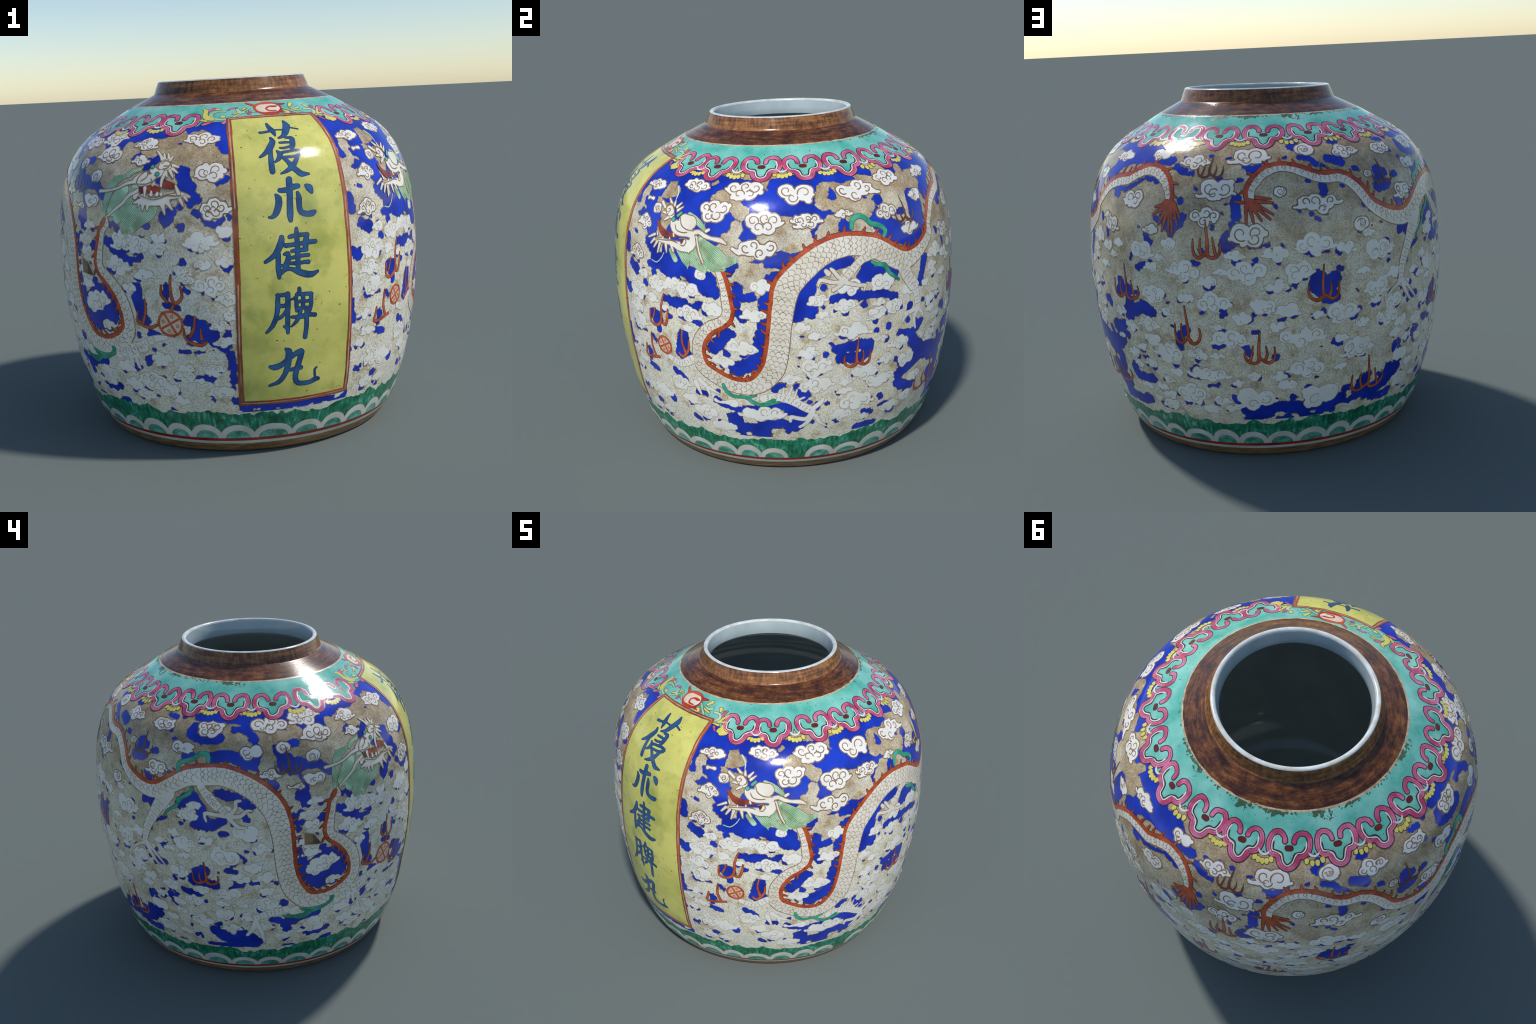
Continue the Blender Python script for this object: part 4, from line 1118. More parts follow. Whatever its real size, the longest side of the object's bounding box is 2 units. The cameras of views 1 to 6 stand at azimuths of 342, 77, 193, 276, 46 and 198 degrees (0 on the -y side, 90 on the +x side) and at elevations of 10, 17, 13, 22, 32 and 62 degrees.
wash('+', (135.5,0.703,0.032), (136.8,0.679,0.032))
wash('+', (122.6,0.613,0.034), (122.3,0.673,0.033))
wash('+', (135.9,0.615,0.073), (138.3,0.535,0.073), (137.1,0.438,0.074), (139.6,0.402,0.074))
wash('+', (145.8,0.515,0.051), (147.6,0.47,0.051), (154.5,0.473,0.05))
wash('+', (137,0.364,0.06), (139.7,0.32,0.06), (145.8,0.309,0.059), (149.5,0.334,0.059))
wash('+', (151.7,0.594,0.02), (152.9,0.59,0.02))
wash('+', (152.3,0.948,0.021), (152.9,0.948,0.021))
wash('+', (169.7,0.789,0.035), (167.4,0.751,0.035), (167.3,0.689,0.035))
wash('+', (165.3,0.799,0.014), (165.7,0.793,0.014))
wash('+', (175.2,0.881,0.014), (176,0.881,0.014))
wash('+', (181.8,0.884,0.015), (180.9,0.865,0.015))
wash('+', (183.7,0.926,0.008), (184.2,0.92,0.008))
wash('+', (177.9,0.703,0.02), (179.4,0.704,0.02))
wash('+', (186.9,0.705,0.031), (188.2,0.663,0.031))
wash('+', (189.8,0.781,0.021), (190.9,0.781,0.021))
wash('+', (184.1,1.062,0.013), (185.4,1.063,0.013))
wash('+', (168.9,0.531,0.016), (172.2,0.519,0.016))
wash('+', (174.9,0.482,0.013), (177.8,0.493,0.013))
wash('+', (181.2,0.528,0.013), (181.9,0.528,0.013))
wash('+', (181.9,0.489,0.013), (183.1,0.484,0.013))
wash('+', (169.4,0.368,0.02), (171.3,0.38,0.02))
wash('+', (162.7,0.412,0.012), (163.6,0.407,0.012))
wash('+', (182.5,0.422,0.018), (183.6,0.395,0.018))
wash('+', (185.5,0.38,0.074), (187.6,0.331,0.075), (191.6,0.321,0.075), (194.1,0.375,0.074), (186.9,0.264,0.076))
wash('+', (173.2,1.126,0.025), (174.7,1.123,0.025))
wash('+', (190.3,1.139,0.013), (191,1.138,0.013))
wash('+', (157,0.658,0.009), (157.3,0.657,0.009))
wash('+', (158.7,0.623,0.008), (159.7,0.624,0.008))
wash('+', (189.9,0.87,0.006), (191.7,0.872,0.006))
wash('+', (164.2,0.919,0.008), (164.9,0.922,0.008))
wash('+', (120.9,0.862,0.013), (120.5,0.845,0.013))
wash('+', (121.8,0.739,0.016), (122.2,0.726,0.016))
wash('+', (208.1,1.042,0.064), (207.6,0.98,0.064), (210.2,0.968,0.065), (213.3,1.024,0.065))
wash('+', (214.8,1.065,0.028), (215.2,1.063,0.028))
wash('+', (210,0.911,0.022), (213.1,0.897,0.022))
wash('+', (206.2,1.002,0.022), (206.1,0.983,0.022))
wash('+', (197.2,0.83,0.015), (197.9,0.836,0.015))
wash('+', (210.9,0.831,0.015), (211.3,0.827,0.015))
wash('+', (220.4,0.854,0.013), (221,0.843,0.013))
wash('+', (237.3,0.611,0.027), (238.1,0.592,0.027))
wash('+', (236.4,0.579,0.013), (235.3,0.562,0.013))
wash('+', (242.4,0.856,0.027), (244.7,0.833,0.027))
wash('+', (241.5,0.915,0.015), (241.8,0.91,0.015))
wash('+', (231.8,0.901,0.012), (232.4,0.892,0.012))
wash('+', (247.2,0.704,0.021), (247.7,0.698,0.021))
wash('+', (251.5,0.68,0.031), (253.9,0.668,0.031))
wash('+', (247.1,0.636,0.023), (246.2,0.611,0.023))
wash('+', (247.7,0.756,0.012), (247.8,0.741,0.012))
wash('+', (258.5,0.733,0.028), (257.7,0.839,0.028))
wash('+', (219.2,0.6,0.014), (220.1,0.597,0.014))
wash('+', (222,0.585,0.012), (222.8,0.586,0.012))
wash('+', (216.9,0.615,0.01), (217.5,0.613,0.01))
wash('+', (207.4,0.512,0.013), (208.3,0.511,0.013))
wash('+', (195.2,0.644,0.026), (195.6,0.644,0.026))
wash('+', (223.1,0.456,0.043), (225.5,0.46,0.043))
wash('+', (234.1,0.465,0.057), (231.8,0.416,0.057), (230.4,0.392,0.057), (226.3,0.38,0.057))
wash('+', (222.4,0.366,0.07), (215,0.356,0.069), (206.6,0.335,0.069), (198.4,0.353,0.068), (194.4,0.367,0.068))
wash('+', (235.3,0.318,0.044), (230.4,0.32,0.043))
wash('+', (206.7,0.293,0.043), (196.7,0.282,0.043), (213.2,0.297,0.043))
wash('+', (200.2,0.413,0.023), (200.6,0.409,0.023))
wash('+', (248.6,0.257,0.019), (246.9,0.251,0.018))
wash('+', (229.5,0.45,0.024), (230.1,0.443,0.024))
wash('+', (254.3,0.354,0.014), (254.3,0.337,0.014))
wash('+', (250.8,0.437,0.011), (251.2,0.423,0.011))
wash('+', (263.1,0.276,0.022), (261.4,0.269,0.022))
wash('+', (219.8,0.947,0.008), (220.4,0.936,0.008))
wash('+', (208.5,0.675,0.008), (209.1,0.675,0.008))
wash('+', (238.3,0.866,0.009), (238.6,0.851,0.009))
wash('+', (240.1,0.828,0.009), (240.3,0.817,0.009))
wash('-', (196.5,0.303,0.021), (197,0.302,0.021))
wash('-', (206,0.305,0.021), (207.3,0.302,0.021))
wash('-', (200.4,0.3,0.023), (202.1,0.28,0.023))
wash('-', (211.1,0.284,0.024), (212,0.281,0.024))
wash('-', (233.1,0.307,0.015), (233.5,0.305,0.015))
wash('-', (215.8,0.3,0.017), (216.1,0.288,0.017))
wash('-', (221.2,0.29,0.016), (221.9,0.295,0.016))
wash('-', (218.5,0.383,0.039), (218.8,0.369,0.04))
wash('+', (342.8,0.292,0.038), (351.7,0.285,0.038), (0,0.277,0.038), (11.1,0.264,0.039))
wash('-', (345.3,0.294,0.016), (346.6,0.294,0.016))
wash('-', (351.9,0.291,0.017), (353,0.288,0.017))
wash('-', (357.3,0.278,0.017), (358.6,0.281,0.017))
wash('-', (2.3,0.278,0.015), (3.8,0.282,0.015))
wash('-', (7.8,0.283,0.015), (9,0.28,0.015))
sea = Area(0, 360, .28, 1.84, .0042)
for sign, pts in WASH: sea.stroke(pts, 1 if sign == '+' else -1)
# small filler clouds crowding the lower belly, clear of the panel, dragons and other clouds
SPINES = np.vstack([resample(EAST_SPINE, .03), resample(WEST_SPINE, .03)])
for _ in range(2600):
    az, s, w = rng.uniform(21, 340), rng.uniform(.33, 1.22), rng.uniform(.065, .15)
    k = math.radians(1)*rad_at(s)
    if min(math.hypot(((c[0]-az+180) % 360-180)*k*.8, (c[1]-s)*1.35)-.41*(c[2]+w) for c in CLOUDS) < 0: continue
    if (np.hypot(((SPINES[:, 0]-az+180) % 360-180)*k, SPINES[:, 1]-s)-SPINES[:, 2]/2-.4*w).min() < 0: continue
    if min(math.hypot(((c[0]-az+180) % 360-180)*k, c[1]-s)-c[2]-.4*w for c in KEEP) < 0: continue
    if sea.F[np.searchsorted(sea.s, s), np.searchsorted(sea.az, az)] > -.3*w: continue
    cloud(az, s, w)

for az, s, w, kind, lobes, _ in CLOUDS:                            # slivers of blue in the hollows between lobes
    if s > 1.25 or kind == 't': continue
    for q in range(rng.choice((1, 2, 2, 3)) if w > .1 else rng.choice((0, 1, 2))):
        x, y, r = rng.choice(lobes); a = rng.uniform(-2.7, -.4) if rng.random() < .75 else rng.uniform(0, 6.28); h = rng.uniform(.25, .7)
        sea.stroke(place(az, s, [(x+r*1.12*math.cos(a+u*h), y+r*1.12*math.sin(a+u*h), rng.uniform(.016, .036)*(1-.75*abs(u))) for u in (-1, 0, 1)]))
sea.rough(.0075, 32, 1).rough(.0055, 80, 5)
sea.F += .0012
pad = Pad(); sea.layer(pad, EDGE, .0005, -.0032); sea.layer(pad, BLUE, .0010)
blue = pad.build("cobalt_ground", jar)

# ------------------------------------------------------------------ clouds
filler = Pad()
for n, (az, s, w, kind, lobes, strokes) in enumerate(CLOUDS):
    low = s < 1.22; fill = n >= PAINTED
    A = Area.around(strokes, .0034 if fill or w > .16 else .0029)
    for q in strokes: A.stroke(q)
    A.rough(.0042 if low else .003, 50, rng.randrange(50))
    p = filler if fill else Pad(); A.layer(p, SWIRLF if low else EDGE, .0013, -.0058 if not low else -.0032); A.layer(p, CLOUDL if low else CLOUDW, .0018)
    ink_mat = SWIRLF if low else SWIRL; lw = (.0078 if not low else .0055)*min(1, .38+w*2.9)
    for x, y, r in (lobes if kind != 'o' else [(0, 0, .36*w)]):
        if kind == 't' or (w < .13 and kind != 'o' and rng.random() < .4) or (low and rng.random() < (.6 if fill else .3)): continue
        d = rng.choice((-1, 1)); a0 = rng.uniform(0, 6.28) if kind == 'o' else math.atan2(-y-.1*w, -x)+rng.uniform(-.5, .5); turn = (1.25 if kind == 'o' else .95)*rng.uniform(.85, 1.1)*(.85 if low else 1)
        sp = [(x+r*q*math.cos(a0+d*t), y+r*q*math.sin(a0+d*t)) for t, q in ((6.28*turn*u, .80-.56*u) for u in np.linspace(0, 1, 14))]
        line(p, [(a, b, lw*(1-.35*i/13)) for i, (a, b, _) in enumerate(place(az, s, sp, 1))], ink_mat, .0024)
    if not fill: p.build("cloud", blue)
o = filler.build("small_clouds", blue)
if o: o["kind"] = "stuff"

# ------------------------------------------------------------------ dragons
def frame(spine, step=.012):
    C = resample(spine, step); r = np.radians(1)*rad_at(C[:, 1]); d = np.diff(C, axis=0); T = np.stack([d[:, 0]*(r[1:]+r[:-1])/2, d[:, 1]], 1)
    L = np.r_[0, np.cumsum(np.hypot(T[:, 0], T[:, 1]))]; T = np.vstack([T, T[-1:]])
    for _ in range(6): T[1:-1] = (T[:-2]+2*T[1:-1]+T[2:])/4
    T /= np.linalg.norm(T, axis=1, keepdims=True)
    return C, T, L
def beside(C, T, i, u, v):
    """point u metres along and v metres to the left of spine sample i"""
    k = math.radians(1)*rad_at(C[i, 1]); return C[i, 0]+(T[i, 0]*u-T[i, 1]*v)/k, C[i, 1]+T[i, 1]*u+T[i, 0]*v
DRAGON = {}
def dragon(name, spine, side):
    C, T, L = frame(spine); A = Area.around([spine], .0034, .06); A.stroke(spine, 1, -.004); A.rough(.0012, 40)
    p = Pad(); A.layer(p, SWIRL, .0019, -.0045); A.layer(p, BONE, .0025)
    ob = p.build("dragon", jar); DRAGON[name] = ob
    # rows of overlapping scales, and belly plates along the outer edge
    p = Pad(); pos = .05; row = 0
    while pos < L[-1]-.03:
        i = int(np.searchsorted(L, pos)); w = C[i, 2]-.010; n = max(2, int(round(w*.84/.034))); h = w*.84/n
        for q in range(n):
            v = (-.5+(q+.5+(.5 if row % 2 else 0))/n)*w*.84*1.0; v = v*1.0+side*w*.08
            if abs(v)+h*.3 > w*.5: continue
            hh = h*rng.uniform(.48, .56); b = h*rng.uniform(.55, .75); arc = []
            for a in np.linspace(-1, 1, 7):
                arc.append((*beside(C, T, i, -b*math.sqrt(max(0, 1-a*a*.96))+b*.5, v+a*hh), .0034))
            line(p, arc, SCALEL, .0031, .02)
        pos += max(.022, h*.62); row += 1
    pos = L[-1]*.45
    while pos < L[-1]-.06:
        i = int(np.searchsorted(L, pos)); w = C[i, 2]/2
        line(p, [(*beside(C, T, i, 0, -side*w*.96), .003), (*beside(C, T, i, -.006, -side*w*.74), .0035)], SCALEL, .0032); pos += .024
    o = p.build("scales", ob); o["kind"] = "stuff"
    # red dorsal ridge with thorny spines
    ridge = [(*beside(C, T, i, 0, side*(C[i, 2]/2-.001)), .021) for i in range(0, len(C), 3)]
    R = Area.around([ridge], .003, .06); R.stroke(ridge); pos = .04
    while pos < L[-1]-.02:
        i = int(np.searchsorted(L, pos)); b = C[i, 2]/2+.004; l = rng.uniform(.020, .038); k = rng.uniform(.1, .8)*l
        R.stroke([(*beside(C, T, i, 0, side*b), .014), (*beside(C, T, i, -k*.4, side*(b+l*.55)), .009), (*beside(C, T, i, -k, side*(b+l)), .003)]); pos += rng.uniform(.045, .085)
    R.rough(.001, 60); p = Pad(); R.layer(p, DARKRED, .0024, -.0032); R.layer(p, RED, .0031); p.build("dorsal_ridge", ob)
dragon('EAST', EAST_SPINE, -1); dragon('WEST', WEST_SPINE, 1)

def pads(name, parent, strokes, mat, off, edge=None, grow=.003, cell=.0026, rough=.0008, lines=None):
    A = Area.around(strokes, cell, .015)
    for q in strokes: A.stroke(q)
    A.rough(rough, 60); p = Pad()
    if edge: A.layer(p, edge, off-.0006, -grow)
    A.layer(p, mat, off)
    if lines: lines(p)
    return p.build(name, parent)

LEGS, FINS, TAILS = [], [], {}
def leg(name): LEGS.append((name, []))
def limb(*pts): LEGS[-1][1].append(pts)
def green_fin(name, *pts): FINS.append((name, pts))
def tail_fin(name, *pts): TAILS.setdefault(name, []).append(pts)
leg('EAST')
limb((113.7,1.222,0.067), (116,1.145,0.073), (118.7,1.064,0.058))
limb((103.8,1.281,0.04), (99.8,1.265,0.04), (96.3,1.215,0.04), (93.7,1.169,0.035))
limb((96.2,1.202,0.02), (93,1.184,0.02), (90.8,1.227,0.017), (90,1.241,0.01))
limb((93.7,1.169,0.02), (90.6,1.169,0.018), (86.8,1.188,0.018), (86,1.157,0.007))
limb((94.5,1.16,0.02), (98.5,1.137,0.017), (100.6,1.131,0.017), (100.1,1.107,0.007))
limb((89.2,1.217,0.025), (88.5,1.231,0.02))
limb((92.9,1.151,0.02), (90.5,1.131,0.02))
leg('EAST')
limb((118.8,1.092,0.047), (120.5,1.014,0.042), (121.1,0.94,0.04))
limb((121.1,0.932,0.027), (115.8,0.915,0.018), (114.2,0.879,0.007))
limb((121.2,0.925,0.021), (119.4,0.875,0.016), (120.3,0.819,0.011))
limb((121.8,0.922,0.019), (124,0.873,0.014))
limb((119.9,0.924,0.019), (115.2,0.925,0.013))
limb((69.1,0.54,0.047), (74.3,0.549,0.047), (78.6,0.515,0.042), (82.6,0.47,0.042), (84.2,0.451,0.026))
limb((74.7,0.549,0.015), (75.2,0.604,0.008))
limb((76.6,0.556,0.015), (77.7,0.61,0.007))
limb((78.2,0.539,0.013), (79.2,0.593,0.006))
limb((79.4,0.53,0.013), (81.4,0.543,0.005))
limb((83.4,0.46,0.026), (86.6,0.503,0.021), (87.4,0.525,0.011))
limb((83.8,0.443,0.021), (81.8,0.404,0.021), (77.3,0.422,0.021), (77,0.392,0.007))
limb((84.2,0.434,0.021), (82.2,0.377,0.018), (80.1,0.352,0.013))
limb((85.1,0.424,0.021), (86.4,0.377,0.016), (88.7,0.344,0.006))
leg('EAST')
limb((46.8,0.733,0.047), (41.6,0.69,0.038), (37.5,0.711,0.032))
limb((48.2,0.614,0.032), (50.2,0.581,0.021), (54.4,0.547,0.007))
limb((46.5,0.592,0.032), (47.8,0.525,0.008))
limb((50.2,0.581,0.021), (51.1,0.529,0.008))
leg('WEST')
limb((247.3,1.262,0.07), (244.3,1.194,0.071))
limb((258.4,1.321,0.042), (261,1.261,0.048), (263.4,1.214,0.042))
leg('WEST')
limb((244.3,1.215,0.076), (241.1,1.122,0.061), (238.1,1.033,0.05), (236.5,0.938,0.034))
limb((237.1,0.941,0.028), (238.9,0.877,0.022), (241.6,0.816,0.009))
limb((236.4,0.93,0.022), (232.5,0.893,0.015), (230.1,0.854,0.007))
limb((237.1,0.949,0.022), (241.1,0.879,0.017), (244.7,0.813,0.006))
limb((260.5,1.281,0.047), (263.8,1.221,0.042), (266.9,1.173,0.032))
limb((266.9,1.166,0.027), (263.7,1.17,0.021), (259.6,1.173,0.019), (260,1.129,0.008))
limb((267.3,1.166,0.024), (269.4,1.21,0.021), (269.4,1.245,0.019), (271,1.252,0.011))
limb((267.7,1.159,0.024), (270.9,1.167,0.021), (272.9,1.195,0.016), (274.5,1.195,0.007))
limb((267.3,1.151,0.021), (270.4,1.101,0.019), (272.7,1.101,0.008))
leg('WEST')
limb((284.4,0.565,0.045), (279.3,0.548,0.045), (275,0.524,0.034), (271.5,0.507,0.028))
limb((274.5,0.515,0.028), (273.5,0.45,0.029), (271.1,0.389,0.014))
limb((274.1,0.506,0.025), (276.1,0.408,0.023), (276.9,0.332,0.009))
limb((273.7,0.506,0.023), (270.7,0.525,0.02), (269.4,0.506,0.008))
limb((302.8,0.572,0.051), (307.9,0.606,0.046), (313.4,0.624,0.041))
limb((307.6,0.572,0.035), (307.4,0.518,0.012))
limb((309.3,0.57,0.023), (310.3,0.508,0.008))
limb((310.3,0.582,0.023), (312.5,0.53,0.007))
leg('WEST')
limb((307.2,0.603,0.06), (311.3,0.625,0.044), (317.1,0.675,0.034), (320.9,0.686,0.019))
limb((307.6,0.562,0.025), (307.9,0.514,0.007))
limb((309.5,0.559,0.023), (309.8,0.512,0.007))
limb((310.6,0.569,0.02), (312.6,0.545,0.006))
limb((307.8,0.576,0.02), (306.5,0.525,0.006))
green_fin('EAST', (97.7,1.43,0.019), (98.3,1.466,0.022), (100.5,1.483,0.022), (102.6,1.469,0.022), (104.5,1.437,0.023), (107.6,1.419,0.022), (109.4,1.389,0.022), (108.5,1.365,0.017))
green_fin('EAST', (103.2,1.246,0.013), (104.9,1.228,0.016), (107.6,1.216,0.024), (109.3,1.17,0.018), (112.7,1.124,0.013))
green_fin('EAST', (56.3,0.607,0.016), (57.1,0.57,0.02), (59.5,0.543,0.016), (63.2,0.542,0.016), (66,0.51,0.019), (68.8,0.5,0.017), (73.6,0.521,0.009))
green_fin('EAST', (63.7,0.542,0.013), (66.5,0.558,0.007))
green_fin('EAST', (68.8,0.504,0.013), (72,0.533,0.017))
green_fin('WEST', (250.2,1.395,0.021), (250.3,1.438,0.022), (253.1,1.454,0.02), (256.1,1.477,0.022), (257.3,1.499,0.023), (260,1.499,0.024), (260.6,1.462,0.02))
green_fin('WEST', (255.4,1.312,0.016), (254.6,1.279,0.018), (251.5,1.244,0.018), (250.1,1.204,0.015))
green_fin('WEST', (250.5,1.241,0.017), (250.1,1.203,0.017), (246.7,1.164,0.013), (245.2,1.129,0.008))
green_fin('WEST', (301,0.596,0.018), (300.4,0.567,0.019), (297.1,0.547,0.018), (293.3,0.545,0.016), (290.6,0.556,0.01))
green_fin('WEST', (293.4,0.526,0.018), (289.8,0.498,0.023), (284.9,0.523,0.012))
green_fin('WEST', (300.3,0.599,0.013), (300.1,0.571,0.017), (297,0.537,0.016), (292.5,0.526,0.013), (289.4,0.558,0.007))
green_fin('WEST', (292.4,0.518,0.016), (286.2,0.51,0.016), (283.5,0.522,0.008))
tail_fin('EAST', (165,1.405,0.025), (160.4,1.389,0.009))
tail_fin('EAST', (164.6,1.399,0.025), (159.8,1.351,0.008))
tail_fin('EAST', (164.6,1.393,0.021), (161.9,1.303,0.008))
tail_fin('EAST', (165.1,1.393,0.02), (163.3,1.274,0.008))
tail_fin('EAST', (165.5,1.393,0.017), (165.5,1.257,0.007))
tail_fin('EAST', (166.2,1.394,0.017), (166.8,1.258,0.007))
tail_fin('EAST', (166.8,1.394,0.017), (168.5,1.302,0.007))
tail_fin('EAST', (167.2,1.406,0.017), (169.2,1.34,0.007))
tail_fin('EAST', (164.3,1.402,0.047), (166.1,1.4,0.047))
tail_fin('WEST', (189.7,1.414,0.036), (191,1.407,0.036))
tail_fin('WEST', (189.1,1.393,0.016), (189,1.309,0.007))
tail_fin('WEST', (190.2,1.387,0.016), (191.1,1.313,0.008))
tail_fin('WEST', (190.9,1.392,0.016), (193.3,1.324,0.007))
tail_fin('WEST', (191.3,1.398,0.016), (195.8,1.328,0.007))
tail_fin('WEST', (191.7,1.404,0.016), (196.6,1.351,0.007))
tail_fin('WEST', (192.1,1.416,0.016), (196.8,1.405,0.007))
tail_fin('WEST', (192.1,1.434,0.015), (196.2,1.424,0.007))
tail_fin('WEST', (188,1.412,0.013), (185.8,1.419,0.007))
def leg_scales(strokes):
    def draw(p):
        for st in strokes:
            C, T, L = frame(st, .01)
            if len(C) < 4: continue
            for i in range(2, len(C)-1, 2):
                w = C[i, 2]
                if w < .03: continue
                for v in ((-.22, .22) if (i//2) % 2 else (0,)):
                    line(p, [(*beside(C, T, i, -.011*math.sqrt(1-a*a*.95)+.005, (v+a*.22)*w), .003) for a in np.linspace(-1, 1, 5)], SCALEL, .0030, .02)
    return draw
for nm, st in LEGS: pads("leg", DRAGON[nm], st, CLOUDL if st[0][0][1] < 1.1 else BONE, .0024, SWIRLF if st[0][0][1] < 1.1 else SWIRL, .0032, lines=leg_scales(st))
for nm, st in FINS: pads("fin", DRAGON[nm], [st], FIN, .0033, WAVEL, .0025)
for nm, st in TAILS.items(): pads("tail_fin", DRAGON[nm], st, RED, .0034, DARKRED, .0028)

HEAD = {}
def part(kind):
    return lambda name, *pts: HEAD.setdefault((name, kind), []).append(pts)
bone, mane, mouth, eye, stroke_line, whisker, tooth = map(part, ('bone', 'mane', 'mouth', 'eye', 'line', 'whisker', 'tooth'))
bone('EAST', (41.2,1.438,0.052), (44,1.426,0.051), (46.7,1.411,0.041))
bone('EAST', (45.4,1.351,0.051), (47.1,1.354,0.044), (47.9,1.38,0.03))
bone('EAST', (38.8,1.349,0.017), (42.1,1.344,0.031), (45.3,1.337,0.044))
bone('EAST', (44,1.467,0.068), (46.4,1.464,0.065))
bone('EAST', (42.3,1.436,0.051), (44.6,1.417,0.031))
bone('EAST', (36.9,1.512,0.045), (38,1.493,0.042))
bone('EAST', (39.4,1.465,0.024), (39.5,1.437,0.024), (41,1.407,0.021), (43.7,1.402,0.021), (47.7,1.406,0.024))
bone('EAST', (33.4,1.349,0.014), (36.8,1.351,0.021), (40.5,1.347,0.024), (43.2,1.332,0.031), (45.3,1.334,0.037), (46.7,1.333,0.034), (48.1,1.36,0.034), (47.6,1.393,0.027))
bone('EAST', (29.7,1.352,0.004), (32.5,1.374,0.01))
bone('EAST', (31.1,1.324,0.005), (32.5,1.349,0.011))
bone('EAST', (32.7,1.308,0.005), (33.9,1.339,0.012))
bone('EAST', (34.5,1.285,0.005), (35.2,1.333,0.013))
bone('EAST', (38.3,1.296,0.005), (37.8,1.333,0.016))
bone('EAST', (41,1.306,0.007), (40,1.339,0.016))
bone('EAST', (46.8,1.313,0.007), (46.2,1.339,0.024))
bone('EAST', (44.1,1.317,0.007), (43.5,1.34,0.021))
bone('EAST', (47.2,1.412,0.02), (49.8,1.423,0.017), (51.8,1.406,0.019), (54.3,1.396,0.013), (57.2,1.39,0.02), (59,1.375,0.008))
bone('EAST', (52.3,1.43,0.013), (53.2,1.438,0.01))
bone('EAST', (49,1.392,0.015), (49.8,1.346,0.013), (50.9,1.3,0.012), (51.8,1.271,0.01))
bone('EAST', (35.5,1.571,0.004), (37,1.545,0.014))
bone('EAST', (38.3,1.562,0.004), (38.4,1.537,0.014))
bone('EAST', (41.2,1.556,0.004), (39.8,1.532,0.012))
bone('EAST', (42.2,1.537,0.004), (40.4,1.516,0.014))
bone('EAST', (34.2,1.495,0.004), (36.1,1.493,0.013))
bone('EAST', (35.6,1.456,0.004), (37.2,1.474,0.012))
bone('EAST', (32.6,1.546,0.014), (34.5,1.521,0.014))
mane('EAST', (50.7,1.384,0.03), (52.7,1.35,0.06), (55.5,1.311,0.084), (58.5,1.284,0.06), (61.6,1.291,0.027))
mane('EAST', (50.2,1.357,0.034), (52.7,1.3,0.067), (55.5,1.257,0.05), (58.1,1.246,0.02))
mane('EAST', (39.9,1.311,0.021), (41.9,1.267,0.028))
mane('EAST', (43.3,1.319,0.034), (45.7,1.273,0.041), (46.5,1.25,0.02))
mane('EAST', (46.9,1.306,0.041), (50,1.261,0.047), (52.3,1.231,0.02))
mane('EAST', (48.4,1.336,0.027), (50.4,1.289,0.041), (52,1.247,0.04))
mane('EAST', (45.3,1.507,0.014), (47.9,1.484,0.027), (50.2,1.457,0.027), (51.8,1.433,0.013))
tooth('EAST', (33.8,1.374,0.008), (33.3,1.394,0.005))
tooth('EAST', (40.7,1.385,0.01), (40.4,1.398,0.006))
tooth('EAST', (36.4,1.361,0.01), (36.4,1.368,0.006))
tooth('EAST', (39.2,1.368,0.008), (39.2,1.373,0.005))
mouth('EAST', (33,1.443,0.014), (34.5,1.412,0.021), (36.3,1.392,0.035), (39.3,1.389,0.024), (41.8,1.384,0.014))
mouth('EAST', (43.9,1.358,0.01), (44.2,1.376,0.014))
eye('EAST', (39.5,1.468,0.021), (39.5,1.468,0.021))
eye('EAST', (41,1.489,0.014), (42.1,1.505,0.015))
stroke_line('EAST', (37.2,1.474,0.003), (35.7,1.499,0.003), (35.1,1.533,0.003), (36.7,1.544,0.003), (38.7,1.526,0.003), (39.1,1.495,0.003), (37.9,1.482,0.003))
stroke_line('EAST', (42.1,1.487,0.003), (43,1.448,0.003), (45,1.428,0.003), (48.1,1.424,0.003))
stroke_line('EAST', (40.5,1.446,0.003), (41.4,1.418,0.003), (43.7,1.409,0.003), (45.7,1.413,0.003))
stroke_line('EAST', (33.3,1.352,0.004), (36.8,1.355,0.003), (40.1,1.36,0.003), (42.6,1.352,0.003))
stroke_line('EAST', (42.9,1.376,0.003), (45,1.381,0.003), (45.6,1.362,0.003), (44.7,1.343,0.003), (43.4,1.347,0.003))
stroke_line('EAST', (48.8,1.395,0.003), (49.6,1.345,0.003), (50.6,1.296,0.003), (51.6,1.267,0.003))
stroke_line('EAST', (36.6,1.501,0.003), (37.3,1.509,0.003), (36.8,1.519,0.003), (36.3,1.514,0.003))
whisker('EAST', (36.5,1.645,0.01), (38.1,1.607,0.009), (38.1,1.569,0.005))
whisker('EAST', (37.2,1.289,0.005), (36.1,1.258,0.005), (34.1,1.23,0.007), (31.8,1.237,0.004))
bone('WEST', (314.9,1.439,0.042), (317.1,1.453,0.042), (318.7,1.469,0.029))
bone('WEST', (313.5,1.386,0.032), (313.1,1.366,0.023))
bone('WEST', (316.9,1.345,0.026), (319.9,1.339,0.029), (323,1.345,0.025))
bone('WEST', (312.9,1.449,0.036), (314.6,1.466,0.039), (316.1,1.48,0.026))
bone('WEST', (314.5,1.432,0.026), (317.2,1.439,0.029))
bone('WEST', (322.1,1.535,0.045), (320.9,1.517,0.029), (323.2,1.513,0.025))
bone('WEST', (318.2,1.604,0.005), (319.9,1.576,0.008), (320.6,1.557,0.013))
bone('WEST', (320.9,1.587,0.005), (321.4,1.561,0.012))
bone('WEST', (322.3,1.587,0.004), (322.8,1.564,0.012))
bone('WEST', (324.1,1.571,0.004), (323.4,1.552,0.011))
